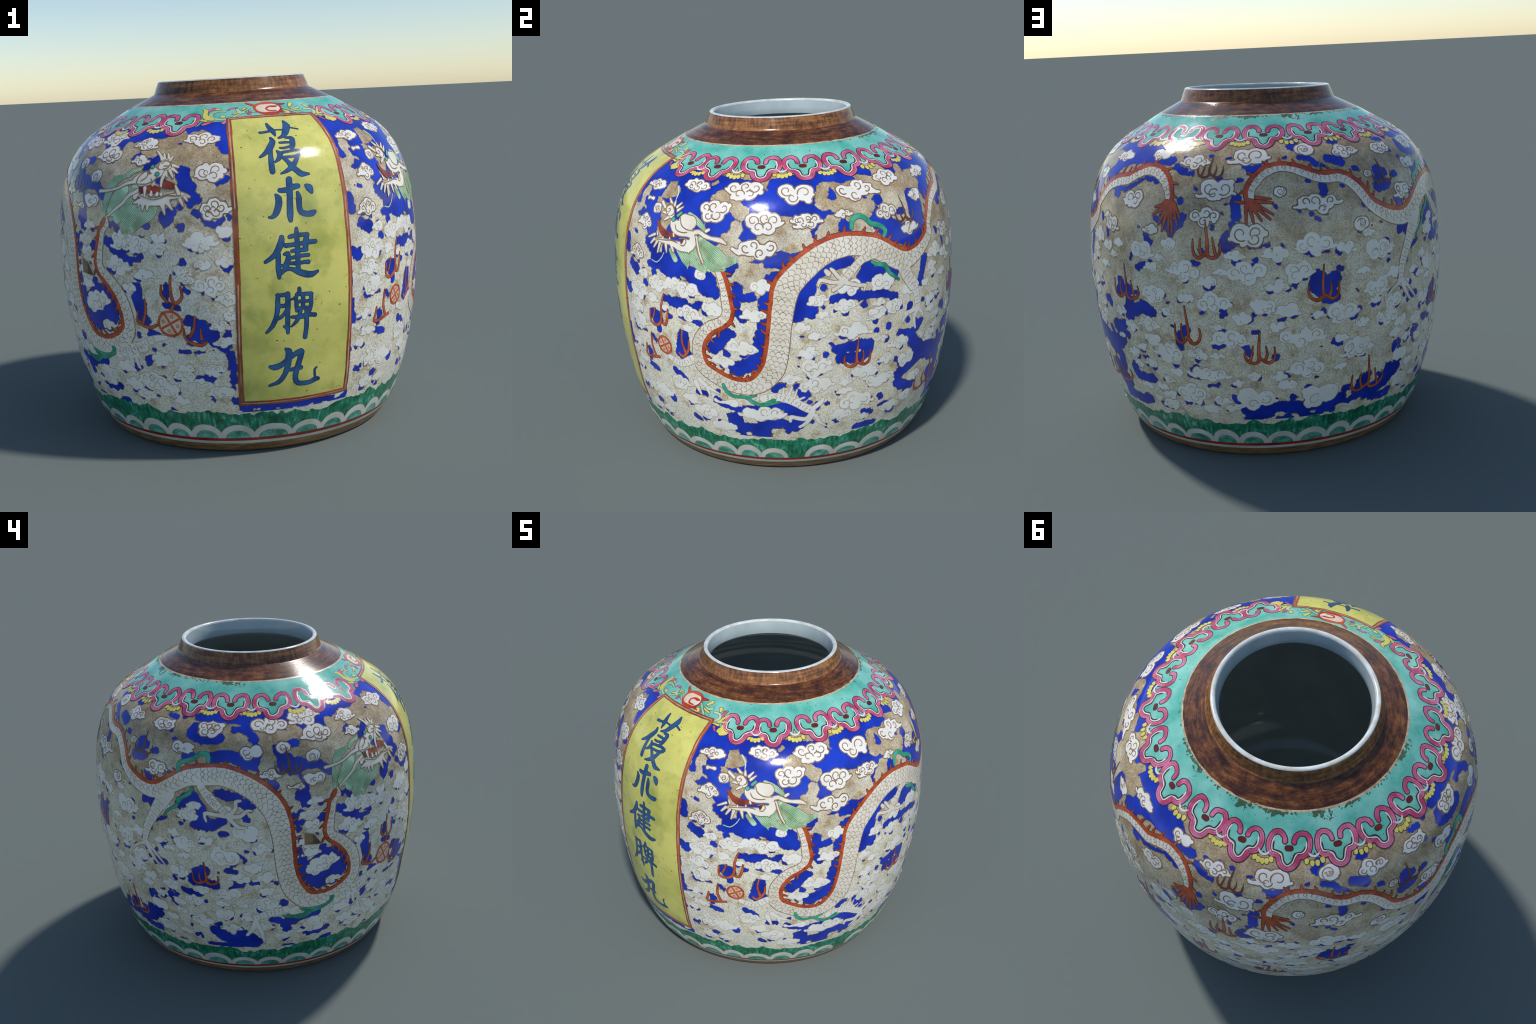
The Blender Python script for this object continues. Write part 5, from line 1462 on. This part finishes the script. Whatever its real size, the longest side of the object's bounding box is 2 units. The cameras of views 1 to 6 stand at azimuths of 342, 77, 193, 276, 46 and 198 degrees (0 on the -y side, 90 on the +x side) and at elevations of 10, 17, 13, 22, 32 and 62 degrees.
bone('WEST', (326.4,1.512,0.004), (324.6,1.523,0.012))
bone('WEST', (326.2,1.484,0.004), (324.5,1.506,0.012))
bone('WEST', (325,1.461,0.004), (323.8,1.496,0.013))
bone('WEST', (323.1,1.465,0.004), (322.5,1.489,0.013))
bone('WEST', (318.2,1.501,0.032), (319.8,1.48,0.035), (321.2,1.489,0.025))
bone('WEST', (322.2,1.479,0.013), (321.5,1.445,0.01), (321.5,1.419,0.008))
bone('WEST', (313.9,1.392,0.019), (315.9,1.367,0.022), (318.4,1.348,0.025), (320.9,1.351,0.025), (323.6,1.364,0.022), (326,1.37,0.022), (328,1.375,0.022), (330.1,1.365,0.006))
bone('WEST', (323.6,1.348,0.022), (321,1.342,0.025), (317.8,1.339,0.029), (315.5,1.348,0.026), (312.8,1.337,0.006))
bone('WEST', (315.9,1.303,0.006), (316,1.338,0.022))
bone('WEST', (317.4,1.301,0.005), (317.6,1.332,0.019))
bone('WEST', (314.3,1.319,0.004), (315.1,1.341,0.014))
bone('WEST', (322.9,1.285,0.004), (322.2,1.326,0.021))
bone('WEST', (325.1,1.307,0.004), (323.8,1.338,0.02))
bone('WEST', (328.4,1.322,0.004), (327.4,1.354,0.014))
bone('WEST', (329.5,1.347,0.004), (328.8,1.366,0.012))
bone('WEST', (298.9,1.388,0.013), (303.3,1.395,0.01), (306.7,1.41,0.01), (309.6,1.432,0.013), (312.5,1.442,0.019))
bone('WEST', (303.4,1.271,0.007), (307.5,1.319,0.012), (309.2,1.339,0.012), (310.7,1.369,0.012), (313.9,1.396,0.013))
tooth('WEST', (327,1.382,0.017), (326,1.418,0.009))
tooth('WEST', (316.3,1.409,0.017), (316.4,1.37,0.006))
tooth('WEST', (318.5,1.377,0.016), (318.5,1.393,0.006))
tooth('WEST', (320.4,1.377,0.016), (320.5,1.386,0.008))
tooth('WEST', (321.7,1.378,0.013), (321.7,1.386,0.006))
mane('WEST', (313.6,1.505,0.013), (310.9,1.491,0.023), (309.6,1.47,0.02))
mane('WEST', (308.1,1.466,0.02), (304.7,1.441,0.046), (303.1,1.395,0.046), (302.2,1.342,0.036), (301.7,1.286,0.02))
mane('WEST', (308.5,1.398,0.065), (306.3,1.344,0.065), (304.7,1.298,0.059))
mane('WEST', (312.8,1.412,0.039), (312.2,1.366,0.058), (309.8,1.308,0.065), (307,1.261,0.049))
mane('WEST', (314.7,1.319,0.048), (312.6,1.27,0.064), (309.5,1.221,0.049), (310,1.189,0.019))
mane('WEST', (319.5,1.32,0.038), (317.9,1.288,0.064), (315.7,1.259,0.048), (312.6,1.213,0.032))
mouth('WEST', (314.9,1.409,0.016), (315.3,1.389,0.016))
mouth('WEST', (317.8,1.412,0.022), (317.7,1.393,0.019))
mouth('WEST', (319.6,1.402,0.035), (320.5,1.399,0.025))
mouth('WEST', (323.1,1.425,0.038), (324.8,1.418,0.032))
eye('WEST', (317.9,1.516,0.019), (317.9,1.516,0.019))
eye('WEST', (319.8,1.479,0.02), (319.8,1.479,0.02))
stroke_line('WEST', (313.1,1.432,0.003), (313.7,1.466,0.003), (315.7,1.494,0.003), (316.7,1.487,0.003), (316.3,1.463,0.003), (314.4,1.443,0.003))
stroke_line('WEST', (313.8,1.429,0.003), (316.4,1.429,0.003), (318.3,1.443,0.003), (317.9,1.459,0.003))
stroke_line('WEST', (314.1,1.399,0.003), (315,1.373,0.003), (316.8,1.364,0.003), (319,1.354,0.003), (321.5,1.361,0.003), (323.6,1.373,0.003), (326,1.37,0.003), (328,1.372,0.003))
stroke_line('WEST', (320.8,1.532,0.003), (321.9,1.549,0.003), (323.6,1.538,0.003), (323.3,1.52,0.003), (321.6,1.521,0.003))
stroke_line('WEST', (321.1,1.503,0.003), (323,1.51,0.003), (323.8,1.534,0.003))
whisker('WEST', (298.9,1.388,0.007), (303.3,1.395,0.007))
def hairs(strokes):
    def draw(p):
        for st in strokes:
            C = resample(st, .02); k = math.radians(1)*rad_at(C[:, 1].mean()); T = np.gradient(C[:, :2]*[k, 1], axis=0); T /= np.linalg.norm(T, axis=1, keepdims=True)+1e-9
            n = max(2, int(C[:, 2].max()/.0088))
            for q in range(n):
                v = (-.5+(q+.5)/n)*.94; line(p, [(c[0]-t[1]*v*c[2]/k, c[1]+t[0]*v*c[2], .0024) for c, t in zip(C, T)], HAIRL, .0036, .03)
                c, t, x = C[-1], T[-1], rng.uniform(.008, .026); a, b = c[0]-t[1]*v*c[2]/k, c[1]+t[0]*v*c[2]      # loose hair tip
                if n > 3: line(p, [(a-t[0]*.02/k, b-t[1]*.02, .008), (a+t[0]*x*.5/k, b+t[1]*x*.5, .005), (a+t[0]*x/k, b+t[1]*x, .0015)], HAIR, .0032)
    return draw
for nm, ob in DRAGON.items():
    g = lambda k: HEAD.get((nm, k), [])
    pads("mane", ob, g('mane'), HAIR, .0030, HAIRL, .0025, lines=hairs(g('mane')))
    def face(p):
        for st in g('line'): line(p, [(a, b, .0062) for a, b, _ in st], SWIRL, .0066)
    masses = [q for q in g('bone') if max(c[2] for c in q) > .0135]; fringe = [q for q in g('bone') if q not in masses]
    def shag(p):                                                   # pointed whisker tufts, each with its own outline
        face(p)
        for n, q in enumerate(fringe):
            A = Area.around([q], .002, .012); A.stroke(q, 1, .001); up = .0003*(n % 5)
            A.layer(p, SWIRL, .0047+up, -.0034); A.layer(p, BONE, .0051+up)
    pads("head", ob, masses, BONE, .0046, SWIRL, .0050, .0022, lines=shag)
    pads("mouth", ob, g('mouth'), MOUTH, .0062, DARKRED, .002, .002)
    for st in g('tooth'): pads("tooth", ob, [st], BONE, .0072, SWIRL, .0026, .002)
    for st in g('eye'): pads("eye", ob, [st], EYE, .0072, DARK, .003, .002)
    for st in g('whisker'): pads("whisker", ob, [st], WHISK, .0030, None)

# ------------------------------------------------------------------ flames and flaming pearls
def flame(az, s, w, h, m=0, dark=0):
    f = -1 if m else 1
    P = [[(-.46, .50, .012), (-.47, .26, .05), (-.42, .08, .075), (-.28, .0, .085), (-.13, .06, .08), (-.02, .14, .07)],
         [(-.20, .52, .012), (-.23, .30, .05), (-.17, .10, .075)],
         [(-.03, 1.0, .010), (0, .72, .05), (.03, .40, .075), (.03, .10, .085), (.13, .01, .08), (.28, .02, .08), (.42, .12, .07), (.47, .28, .05), (.44, .42, .014)],
         [(.20, .55, .012), (.24, .34, .045), (.30, .10, .07)] if rng.random() < .5 else [(.1, .1, .06), (.14, .04, .06)]]
    st = [place(az, s, [(x*f*w, y*h, max(.0028, q*.155)) for x, y, q in r]) for r in P]
    pads("flame", blue, st, DARKFLAME if dark else FLAME, .0026, None if dark else DARKRED, .0026, .0024)
def pearl(az, s, r):
    st = [place(az, s, [(0, 0, 2*r), (.003, 0, 2*r)])]; ring = [[(r*math.cos(t), r*math.sin(t)*1.0, .013) for t in np.linspace(0, 6.3, 26)]]
    def marks(p):
        line(p, place(az, s, ring[0]), FLAME, .0036)
        for a in (.5, 2.07, 3.64, 5.2): line(p, place(az, s, [(0, 0, .012), (r*.5*math.cos(a), r*.5*math.sin(a), .011), (r*.95*math.cos(a), r*.95*math.sin(a), .013)]), FLAME, .0034)
        for a in (1.28, 2.85, 4.4, 6.0):
            c = (r*.62*math.cos(a), r*.62*math.sin(a)); line(p, place(az, s, [(c[0]+.11*r*math.cos(t), c[1]+.11*r*math.sin(t), .004) for t in np.linspace(0, 6.3, 9)]), FLAME, .0034)
        for a in np.arange(.3, 6.4, .9): line(p, place(az, s, [(r*math.cos(a), r*math.sin(a), .009), (r*1.22*math.cos(a+.12), r*1.22*math.sin(a+.12), .003)]), FLAME, .0030)
    pads("pearl", blue, st, PEARL, .0027, None, lines=marks)
for f in FLAME_MARKS: flame(*f)
for f in PEARL_MARKS: pearl(*f)
for st in TONGUES: pads("flame_tongue", blue, [st], FLAME, .0026, DARKRED, .0024, .0024)

# ------------------------------------------------------------------ turquoise collar
ring = Area(0, 360, 1.70, 1.985, .0034); A_, S_ = np.meshgrid(ring.az, ring.s)
ring.F = np.minimum(S_-1.806, 1.9755-S_)
HEADS = [33.3, 48.5, 68.1, 85.5, 103.9, 123.2, 141.2, 160.6, 177.3, 195.4, 213.9, 231.1, 248.5, 266.0, 284.7, 303.9, 321.0]
def ruyi_frame(k):
    w = (HEADS[(k+1) % len(HEADS)]-HEADS[k-1]) % 360/2 if 0 < k < len(HEADS)-1 else 18.3
    return HEADS[k], 1.812+rng.uniform(-.006, .006), math.radians(min(w, 19))*.70*.875
HALF = [(-.105, .026), (-.13, .050), (-.23, .066), (-.37, .062), (-.465, .034), (-.487, -.002), (-.435, -.031), (-.335, -.042), (-.243, -.043), (-.215, -.064), (-.145, -.089)]
RUYI = HALF+[(0, -.100)]+[(-x, y) for x, y in HALF[::-1]]
frames = [ruyi_frame(k) for k in range(len(HEADS))]
for az, s, w in frames:
    ring.stroke(place(az, s, [(-.34*w, .012, .05), (0, .0, .09), (.34*w, .012, .05)])).stroke(place(az, s, [(0, 0, .10), (0, -.045, .065)]))
    ring.stroke(place(az, s, [(.5*w, .03, .05), (.5*w, -.018, .038), (.5*w, -.026, .028)])); ring.stroke(place(az, s, [(-.5*w, .03, .05), (-.5*w, -.018, .038), (-.5*w, -.026, .028)]))
pad = Pad(); ring.layer(pad, DARK, .0013, -.003); ring.layer(pad, TEAL, .0019)
collar = pad.build("turquoise_collar", jar)
for n, (az, s, w) in enumerate(frames):
    j = [rng.uniform(-.006, .006) for _ in RUYI]; sx = rng.uniform(-.03, .03)
    path = place(az, s, [((x+sx*y/.07)*w, y+q*.6, .0195+q*.3) for (x, y), q in zip(RUYI, j)])
    def trim(p):
        line(p, [(a, b, .0058) for a, b, _ in path[1:-1]], ROSEDEEP, .0037, .01)
        C, T, L = frame(path, .006); m = len(C); a, b = int(m*.10), int(m*.90)
        for d, lw, mt, up in ((.0115, .0036, DARK, .0036), (.0162, .0070, WHITE, .0038), (.0225, .0068, DARK, .0039)):
            k = 1 if d < .012 else .012*m/L[-1]
            line(p, [(*beside(C, T, i, 0, d), lw) for i in range(a+int((d-.0105)*900), b-int((d-.0105)*900), 3)], mt, up, .01)
    pads("ruyi_head", collar, [path], PINK, .0034, DARK, .0046, .0024, lines=trim)
    pads("ruyi_dot", collar, [place(az, s, [(-.006, -.004, .025), (.007, -.004, .026)])], MAROON, .0030, DARK, .002)
    # yellow beads hanging between two heads, under a white thread
    if n < len(frames)-1:
        nx = frames[n+1]; gap = (nx[0]-az)/2; az2 = az+gap; m = rng.choice((4, 5, 5))
        for q in range(m):
            t = (q+.5)/m*2-1; pads("bead", collar, [place(az2, s-.050-.022*(1-t*t), [(t*.048, 0, .022), (t*.050, -.009, .018)])], YELLOW, .0026+.0001*q, DARK, .0022)
        p = Pad(); line(p, place(az2, s-.035, [(-.030, .016, .008), (-.016, -.002, .010), (0, -.008, .011), (.016, -.002, .010), (.030, .016, .008)]), WHITE, .0036); p.build("white_thread", collar)
pad = Pad(); line(pad, [(a, 1.977+.001*math.sin(a*.7), .009+.003*math.sin(a*1.3)) for a in np.arange(0, 361, 3.)], RIMTAN, .0022, .02); pad.build("shoulder_rim_line", collar)
gr = Area(85, 305, 1.90, 1.982, .003); A_, S_ = np.meshgrid(gr.az, gr.s); P_ = wall(A_, S_)
gr.F = .011*(vnoise(P_, 14, 3)+.9*vnoise(P_, 70, 4)+.9*vnoise(P_, 160, 8))-np.abs(S_-1.966)*.42-.001-.010*np.clip(np.abs(A_-195)/100-.75, 0, 1)*4
pad = Pad(); gr.layer(pad, GRIME, .0023); o = pad.build("olive_grime", collar); o["kind"] = "stuff"

POSY = dict(red=(ROSE, .0036, MAROON), white=(PETAL, .0040, None), red_line=(ROSE, .0044, None), stem=(STEM, .0028, DARK), pink=(PINK, .0032, DARK), yellow=(YELLOW, .0034, DARK))
BLOOM = {}
def posy(col, *pts):
    mat, off, edge = POSY[col]
    if col in ('red', 'white', 'red_line'): BLOOM.setdefault(col, []).append(pts)
    else: pads({'stem': 'flower_stem', 'pink': 'flower_bud', 'yellow': 'flower_leaf'}[col], collar, [pts], mat, off+rng.uniform(0, .0003), edge, .0026, .0022)
posy('stem', (342.6,1.831,0.01), (345.9,1.861,0.01), (349.7,1.899,0.01), (351.5,1.911,0.009))
posy('stem', (340.3,1.895,0.008), (337.5,1.903,0.012), (334.3,1.888,0.024), (334.2,1.855,0.02), (336.7,1.829,0.014), (341.3,1.823,0.01))
posy('stem', (345.7,1.908,0.016), (346.7,1.883,0.018), (348.5,1.876,0.016))
posy('stem', (351.2,1.892,0.009), (353.7,1.874,0.009))
posy('stem', (7.2,1.906,0.01), (10.8,1.866,0.012), (14.2,1.83,0.009), (17.3,1.815,0.009))
posy('stem', (10.9,1.896,0.008), (13.5,1.887,0.014), (15.4,1.895,0.016))
posy('stem', (17.8,1.877,0.014), (21.1,1.872,0.014), (21.6,1.845,0.018), (19.4,1.822,0.014), (16.2,1.819,0.01))
posy('pink', (341.7,1.908,0.01), (342.4,1.921,0.01), (345.4,1.925,0.01))
posy('pink', (332.6,1.908,0.016), (334.6,1.925,0.02))
posy('pink', (331.6,1.784,0.015), (333.4,1.795,0.019), (335,1.807,0.008))
posy('pink', (339.7,1.788,0.015), (340.7,1.81,0.016))
posy('pink', (350.6,1.864,0.016), (351.2,1.878,0.012))
posy('pink', (9.6,1.853,0.014), (10.4,1.841,0.008))
posy('pink', (22.6,1.896,0.008), (22.9,1.87,0.018))
posy('yellow', (329.3,1.926,0.008), (331,1.914,0.02), (331.3,1.872,0.024), (332.6,1.843,0.031), (335,1.826,0.02))
posy('yellow', (335.7,1.917,0.008), (337.6,1.92,0.012))
posy('yellow', (338.7,1.85,0.016), (339.5,1.849,0.02))
posy('yellow', (330.3,1.827,0.012), (332.6,1.815,0.012))
posy('yellow', (343.7,1.868,0.008), (346.2,1.879,0.012))
posy('yellow', (348.3,1.905,0.012), (349.4,1.918,0.012))
posy('yellow', (11.3,1.91,0.012), (13.2,1.934,0.022))
posy('yellow', (11.2,1.88,0.01), (14.8,1.865,0.01))
posy('yellow', (7.4,1.858,0.03), (7.7,1.858,0.03))
posy('yellow', (19.5,1.91,0.01), (20.6,1.891,0.01))
posy('yellow', (22.2,1.821,0.014), (23.8,1.851,0.014), (25.7,1.876,0.011))
posy('yellow', (21.8,1.824,0.011), (26.6,1.83,0.011))
posy('yellow', (24,1.768,0.023), (25,1.784,0.023), (27.5,1.764,0.026), (25.4,1.755,0.026))
posy('yellow', (24.9,1.804,0.014), (25.2,1.785,0.017))
posy('yellow', (20,1.808,0.009), (22.9,1.802,0.011))
posy('yellow', (20.7,1.899,0.014), (20.4,1.912,0.012))
posy('pink', (21.1,1.787,0.014), (22.1,1.766,0.009))
posy('pink', (22.7,1.872,0.012), (24,1.9,0.012))
fx, fs = .2, 1.904                                                # round rose-red bloom over the panel
oval = lambda rx, ry, n, w: place(fx, fs, [(rx*math.cos(q), ry*math.sin(q), w) for q in np.linspace(0, 6.283, n)])
BLOOM['red'] = [oval(.058, .046, 20, .028), place(fx, fs, [(-.06, .03, .02), (-.095, .06, .008)]), place(fx, fs, [(.06, .03, .02), (.10, .035, .006)]), place(fx, fs, [(.05, -.035, .018), (.085, -.05, .006)])]
BLOOM['white'] = [place(fx, fs, [(-.024, 0, .074), (.024, .002, .074)])]
BLOOM['red_line'] = [place(fx, fs, [(.050, .014, .010), (.012, .016, .012), (-.012, -.004, .012), (.0, -.026, .012), (.034, -.026, .008)]), place(fx, fs, [(.012, .012, .012), (.04, .010, .012)])]
for col, st in BLOOM.items(): pads({'red': 'flower', 'white': 'flower_petal', 'red_line': 'petal_vein'}[col], collar, st, POSY[col][0], POSY[col][1], POSY[col][2], .002, .0022)

# ------------------------------------------------------------------ yellow panel with five characters
EDGE_L = [(.333, -18.6), (.6, -18.2), (.95, -17.6), (1.3, -17.3), (1.55, -17.5), (1.7, -18.0), (1.826, -18.4)]
EDGE_R = [(.333, 15.4), (.6, 15.3), (.95, 15.3), (1.25, 15.4), (1.45, 16.0), (1.6, 16.8), (1.72, 17.6), (1.826, 18.6)]
ss_ = np.linspace(.333, 1.826, 120); tt = np.linspace(0, 1, 60)
lf, rt = np.interp(ss_, *zip(*EDGE_L)), np.interp(ss_, *zip(*EDGE_R)); AZ = lf[:, None]+(rt-lf)[:, None]*tt; SV = np.repeat(ss_[:, None], 60, 1)
i = np.arange(119)[:, None]*60+np.arange(59)[None]; p = Pad(); p.add(wall(AZ, SV, .0026).reshape(-1, 3), [np.stack([i, i+1, i+61, i+60], -1).reshape(-1, 4)], YELLOWP)
panel = p.build("yellow_panel", jar)
wob = lambda: rng.uniform(-.12, .12)
loop = [(a+wob(), b) for b, a in EDGE_L]+[(-9, 1.832), (0, 1.834), (9, 1.832)]+[(a+wob(), b) for b, a in EDGE_R[::-1]]+[(8, .331), (-1, .328), (-10, .330)]
loop = loop+loop[:2]
A = Area(-21, 21, .30, 1.86, .003); 
for q in range(len(loop)-1): A.stroke([(*loop[q], .025+rng.uniform(-.003, .003)), (*loop[q+1], .025)])
A.rough(.0012, 30, 4); p = Pad(); A.layer(p, BORDER, .0038)
for q in range(len(loop)-1):
    if rng.random() < .93: line(p, [(*loop[q], .006), ((loop[q][0]+loop[q+1][0])/2, (loop[q][1]+loop[q+1][1])/2, .0085), (*loop[q+1], .006)], BORDERM, .0046)
p.build("panel_border", panel)
INKS = {}
def ink(n, *pts): INKS.setdefault(n, []).append(pts)
ink(0, (356,1.762,0.007), (356.4,1.729,0.02), (357,1.703,0.025), (357.4,1.666,0.005))
ink(0, (352.6,1.694,0.012), (354.3,1.696,0.011), (356.2,1.701,0.012))
ink(0, (358,1.708,0.005), (1,1.705,0.005))
ink(0, (3.1,1.774,0.008), (3.3,1.74,0.03), (2,1.7,0.03), (0.5,1.665,0.02), (358.3,1.649,0.006))
ink(0, (4.3,1.717,0.007), (6.7,1.703,0.005))
ink(0, (355.6,1.652,0.01), (355.9,1.63,0.022), (354.4,1.589,0.027), (352.8,1.565,0.017), (351,1.545,0.007))
ink(0, (354.5,1.583,0.019), (354.3,1.549,0.018), (354.1,1.509,0.022), (354.1,1.468,0.023))
ink(0, (0.7,1.649,0.01), (2.6,1.645,0.017), (2.7,1.628,0.022), (2.2,1.603,0.024), (1.6,1.58,0.017))
ink(0, (358.2,1.619,0.008), (359.9,1.619,0.01), (1.8,1.618,0.009))
ink(0, (357.8,1.589,0.006), (359.3,1.587,0.009), (1.3,1.594,0.009))
ink(0, (356.6,1.572,0.007), (357.3,1.554,0.022), (356.7,1.532,0.017), (355.4,1.515,0.005))
ink(0, (357.6,1.562,0.01), (0.3,1.567,0.011), (2.8,1.57,0.011), (4.5,1.561,0.017), (3.5,1.546,0.015), (2.2,1.539,0.012), (359.9,1.537,0.01), (357.9,1.536,0.01))
ink(0, (358,1.534,0.012), (359.2,1.513,0.017), (0.2,1.486,0.024), (1.6,1.463,0.024), (2.7,1.447,0.024), (5,1.444,0.006))
ink(0, (2.7,1.539,0.018), (1.6,1.51,0.018), (0.2,1.486,0.022), (358.5,1.467,0.014), (356.6,1.455,0.005))
ink(1, (358.6,1.423,0.026), (358.4,1.384,0.026), (358.1,1.324,0.025), (357.8,1.265,0.027), (357.8,1.234,0.017))
ink(1, (355.5,1.375,0.017), (357.3,1.375,0.021), (359.6,1.387,0.022), (1,1.39,0.018))
ink(1, (3.4,1.389,0.01), (4.3,1.376,0.031), (4.8,1.356,0.014))
ink(1, (354.2,1.355,0.007), (354.9,1.337,0.026), (354.7,1.304,0.027), (353.9,1.272,0.024), (352.8,1.254,0.014), (351.8,1.253,0.005))
ink(1, (0.6,1.357,0.012), (0.8,1.332,0.023), (0.6,1.297,0.022), (1,1.267,0.022), (2.8,1.255,0.022), (4.3,1.257,0.024), (5.1,1.263,0.012))
ink(2, (354.9,1.156,0.019), (354.7,1.135,0.026), (353.6,1.096,0.026), (352.2,1.069,0.019), (350.1,1.047,0.011))
ink(2, (353.7,1.077,0.021), (353.6,1.036,0.02), (353.6,1,0.021), (353.7,0.968,0.012))
ink(2, (355.4,1.077,0.01), (356.4,1.078,0.017), (356.4,1.053,0.02), (355.9,1.03,0.024), (355.4,1.009,0.019), (354.2,0.987,0.01))
ink(2, (354.4,0.989,0.01), (355.8,1.006,0.014), (357.4,1.003,0.014), (359.1,0.988,0.024), (1,0.975,0.026), (2.9,0.969,0.024), (4.7,0.98,0.01))
ink(2, (354.2,1.023,0.01), (355.6,1.026,0.012))
ink(2, (359.2,1.192,0.012), (359.2,1.169,0.018), (359.2,1.112,0.02), (359.1,1.039,0.019), (359.1,1.001,0.019))
ink(2, (357.1,1.156,0.014), (359,1.16,0.017), (1.2,1.161,0.014), (2.4,1.159,0.013))
ink(2, (2.1,1.16,0.017), (1.6,1.12,0.024), (1.5,1.091,0.019))
ink(2, (355.9,1.117,0.017), (358.1,1.118,0.016), (0.3,1.121,0.014), (2.6,1.123,0.016), (4.5,1.123,0.016))
ink(2, (357.5,1.088,0.01), (359.4,1.09,0.016), (1.8,1.088,0.012))
ink(2, (357.4,1.057,0.012), (359.3,1.061,0.012), (1,1.063,0.012), (2.2,1.062,0.014))
ink(2, (357.1,1.031,0.012), (359.2,1.029,0.013), (0.9,1.031,0.014), (2.1,1.03,0.017))
ink(3, (353.1,0.886,0.014), (353,0.859,0.018), (352.8,0.81,0.018), (352.3,0.772,0.019), (351.3,0.736,0.018), (349.6,0.705,0.008))
ink(3, (352.8,0.886,0.01), (354.5,0.883,0.014), (355.8,0.887,0.019))
ink(3, (355.8,0.887,0.019), (355.8,0.842,0.022), (355.6,0.78,0.018), (355.6,0.741,0.019), (355.6,0.695,0.012))
ink(3, (354.6,0.728,0.007), (355.4,0.724,0.026))
ink(3, (353,0.831,0.014), (355.2,0.831,0.014))
ink(3, (353,0.771,0.014), (354.2,0.782,0.013), (355.1,0.806,0.008))
ink(3, (359.1,0.907,0.012), (359.1,0.893,0.016), (358.1,0.868,0.012), (356.8,0.858,0.005))
ink(3, (358.1,0.868,0.013), (358.2,0.83,0.015), (358.3,0.8,0.011))
ink(3, (358.4,0.88,0.013), (0.8,0.878,0.013), (2.6,0.875,0.016))
ink(3, (2.5,0.876,0.016), (2.5,0.829,0.016), (2.1,0.794,0.011))
ink(3, (0.2,0.874,0.016), (0.1,0.821,0.016))
ink(3, (358.1,0.845,0.011), (2.6,0.841,0.012))
ink(3, (358.3,0.81,0.011), (0.1,0.811,0.013), (2.2,0.807,0.013))
ink(3, (359.5,0.807,0.011), (359,0.778,0.016), (358.2,0.749,0.015), (356.7,0.725,0.005))
ink(3, (356.8,0.772,0.01), (358.7,0.768,0.015), (0.7,0.772,0.021), (2.2,0.773,0.017), (3.6,0.769,0.016))
ink(3, (0.9,0.802,0.009), (1.1,0.773,0.017), (1,0.717,0.018), (0.6,0.663,0.018))
ink(4, (354.9,0.612,0.01), (355.8,0.597,0.027), (355.7,0.568,0.027), (355.5,0.533,0.026), (355.1,0.502,0.022), (353.8,0.46,0.02), (352.3,0.438,0.017), (349.9,0.426,0.007))
ink(4, (350.3,0.527,0.012), (351.5,0.522,0.025), (353.3,0.529,0.023), (355.6,0.557,0.02), (357.4,0.578,0.022), (359.3,0.591,0.027), (359.4,0.573,0.025), (358.7,0.529,0.024), (358,0.49,0.022), (357.7,0.449,0.022), (358.4,0.425,0.02), (0.2,0.418,0.02), (2.5,0.42,0.02), (4.1,0.432,0.023), (5,0.43,0.013))
ink(4, (356,0.5,0.011), (358.2,0.503,0.019), (359.4,0.505,0.017))
ink(4, (3.9,0.447,0.008), (3.7,0.483,0.006), (4.3,0.493,0.004))
for n, st in INKS.items(): pads("character", panel, st, INK, .0040, INKD, .0032, .0022)

# ------------------------------------------------------------------ breaking waves round the foot
A = Area(0, 360, .116, .31, .004); A_, S_ = np.meshgrid(A.az, A.s); P_ = wall(A_, S_*0+.25)
A.F = np.minimum(.266+.026*vnoise(P_, 5, 2)+.022*vnoise(P_, 17, 6)+.015*vnoise(P_, 44, 7)-S_, S_-.1175)
p = Pad(); A.layer(p, WAVEL, .0012, -.0016); A.layer(p, SEA, .0018); band = p.build("sea_band", jar)
az = -13.0
while az < 345:
    w = rng.uniform(.140, .182); h = rng.uniform(.066, .090); step = math.degrees(w/.87)
    if rng.random() < .07: az += step*rng.uniform(.4, .8); continue
    c = az+step/2; s0 = .119
    def dome(kx, ky):
        D = Area(c-step*.62, c+step*.62, s0-.002, s0+h*1.25, .003); X, Y = np.meshgrid(D.az, D.s)
        D.F = np.minimum((1-np.sqrt(((X-c)/(step*.5*kx))**2+((Y-s0)/(h*ky))**2))*h*ky, Y-s0); return D
    p = Pad(); lift = rng.uniform(0, .0003); D = dome(1.0, 1.0); D.layer(p, SWIRLF, .0024+lift, -.003); D.layer(p, FOAM, .0029+lift); D = dome(.66, .56); D.layer(p, WAVEL, .0032+lift, -.0022); D.layer(p, WAVEG, .0036+lift)
    for q in (.38, .52): line(p, [(c+step*.5*q*math.cos(t)*1.1, s0+.003+h*q*.8*math.sin(t), .003) for t in np.linspace(.15, 2.9, 12)], WAVEL, .0042+lift)
    p.build("wave", band); az += step*.94

# ------------------------------------------------------------------ the chip in the glaze
CHIP = [(290.6,1.044), (293.7,1.027), (296.3,0.965), (290.7,0.972)]
C = np.array(CHIP); q = Area(C[:, 0].min()-2, C[:, 0].max()+2, C[:, 1].min()-.03, C[:, 1].max()+.03, .002); X, Y = np.meshgrid(q.az, q.s); F = np.full(X.shape, 9.)
for a, b in zip(C, np.roll(C, -1, 0)):
    k = math.radians(rad_at(a[1])); e = np.array([(b[0]-a[0])*k, b[1]-a[1]]); nrm = np.array([e[1], -e[0]])/np.linalg.norm(e); F = np.minimum(F, -((X-a[0])*k*nrm[0]+(Y-a[1])*nrm[1])*-1)
if F.max() < 0: F = -F
q.F = F; q.rough(.002, 50); p = Pad(); q.layer(p, CHIPEDGE, .0022, -.004); q.layer(p, CHIPM, .0027); p.build("glaze_chip", body)
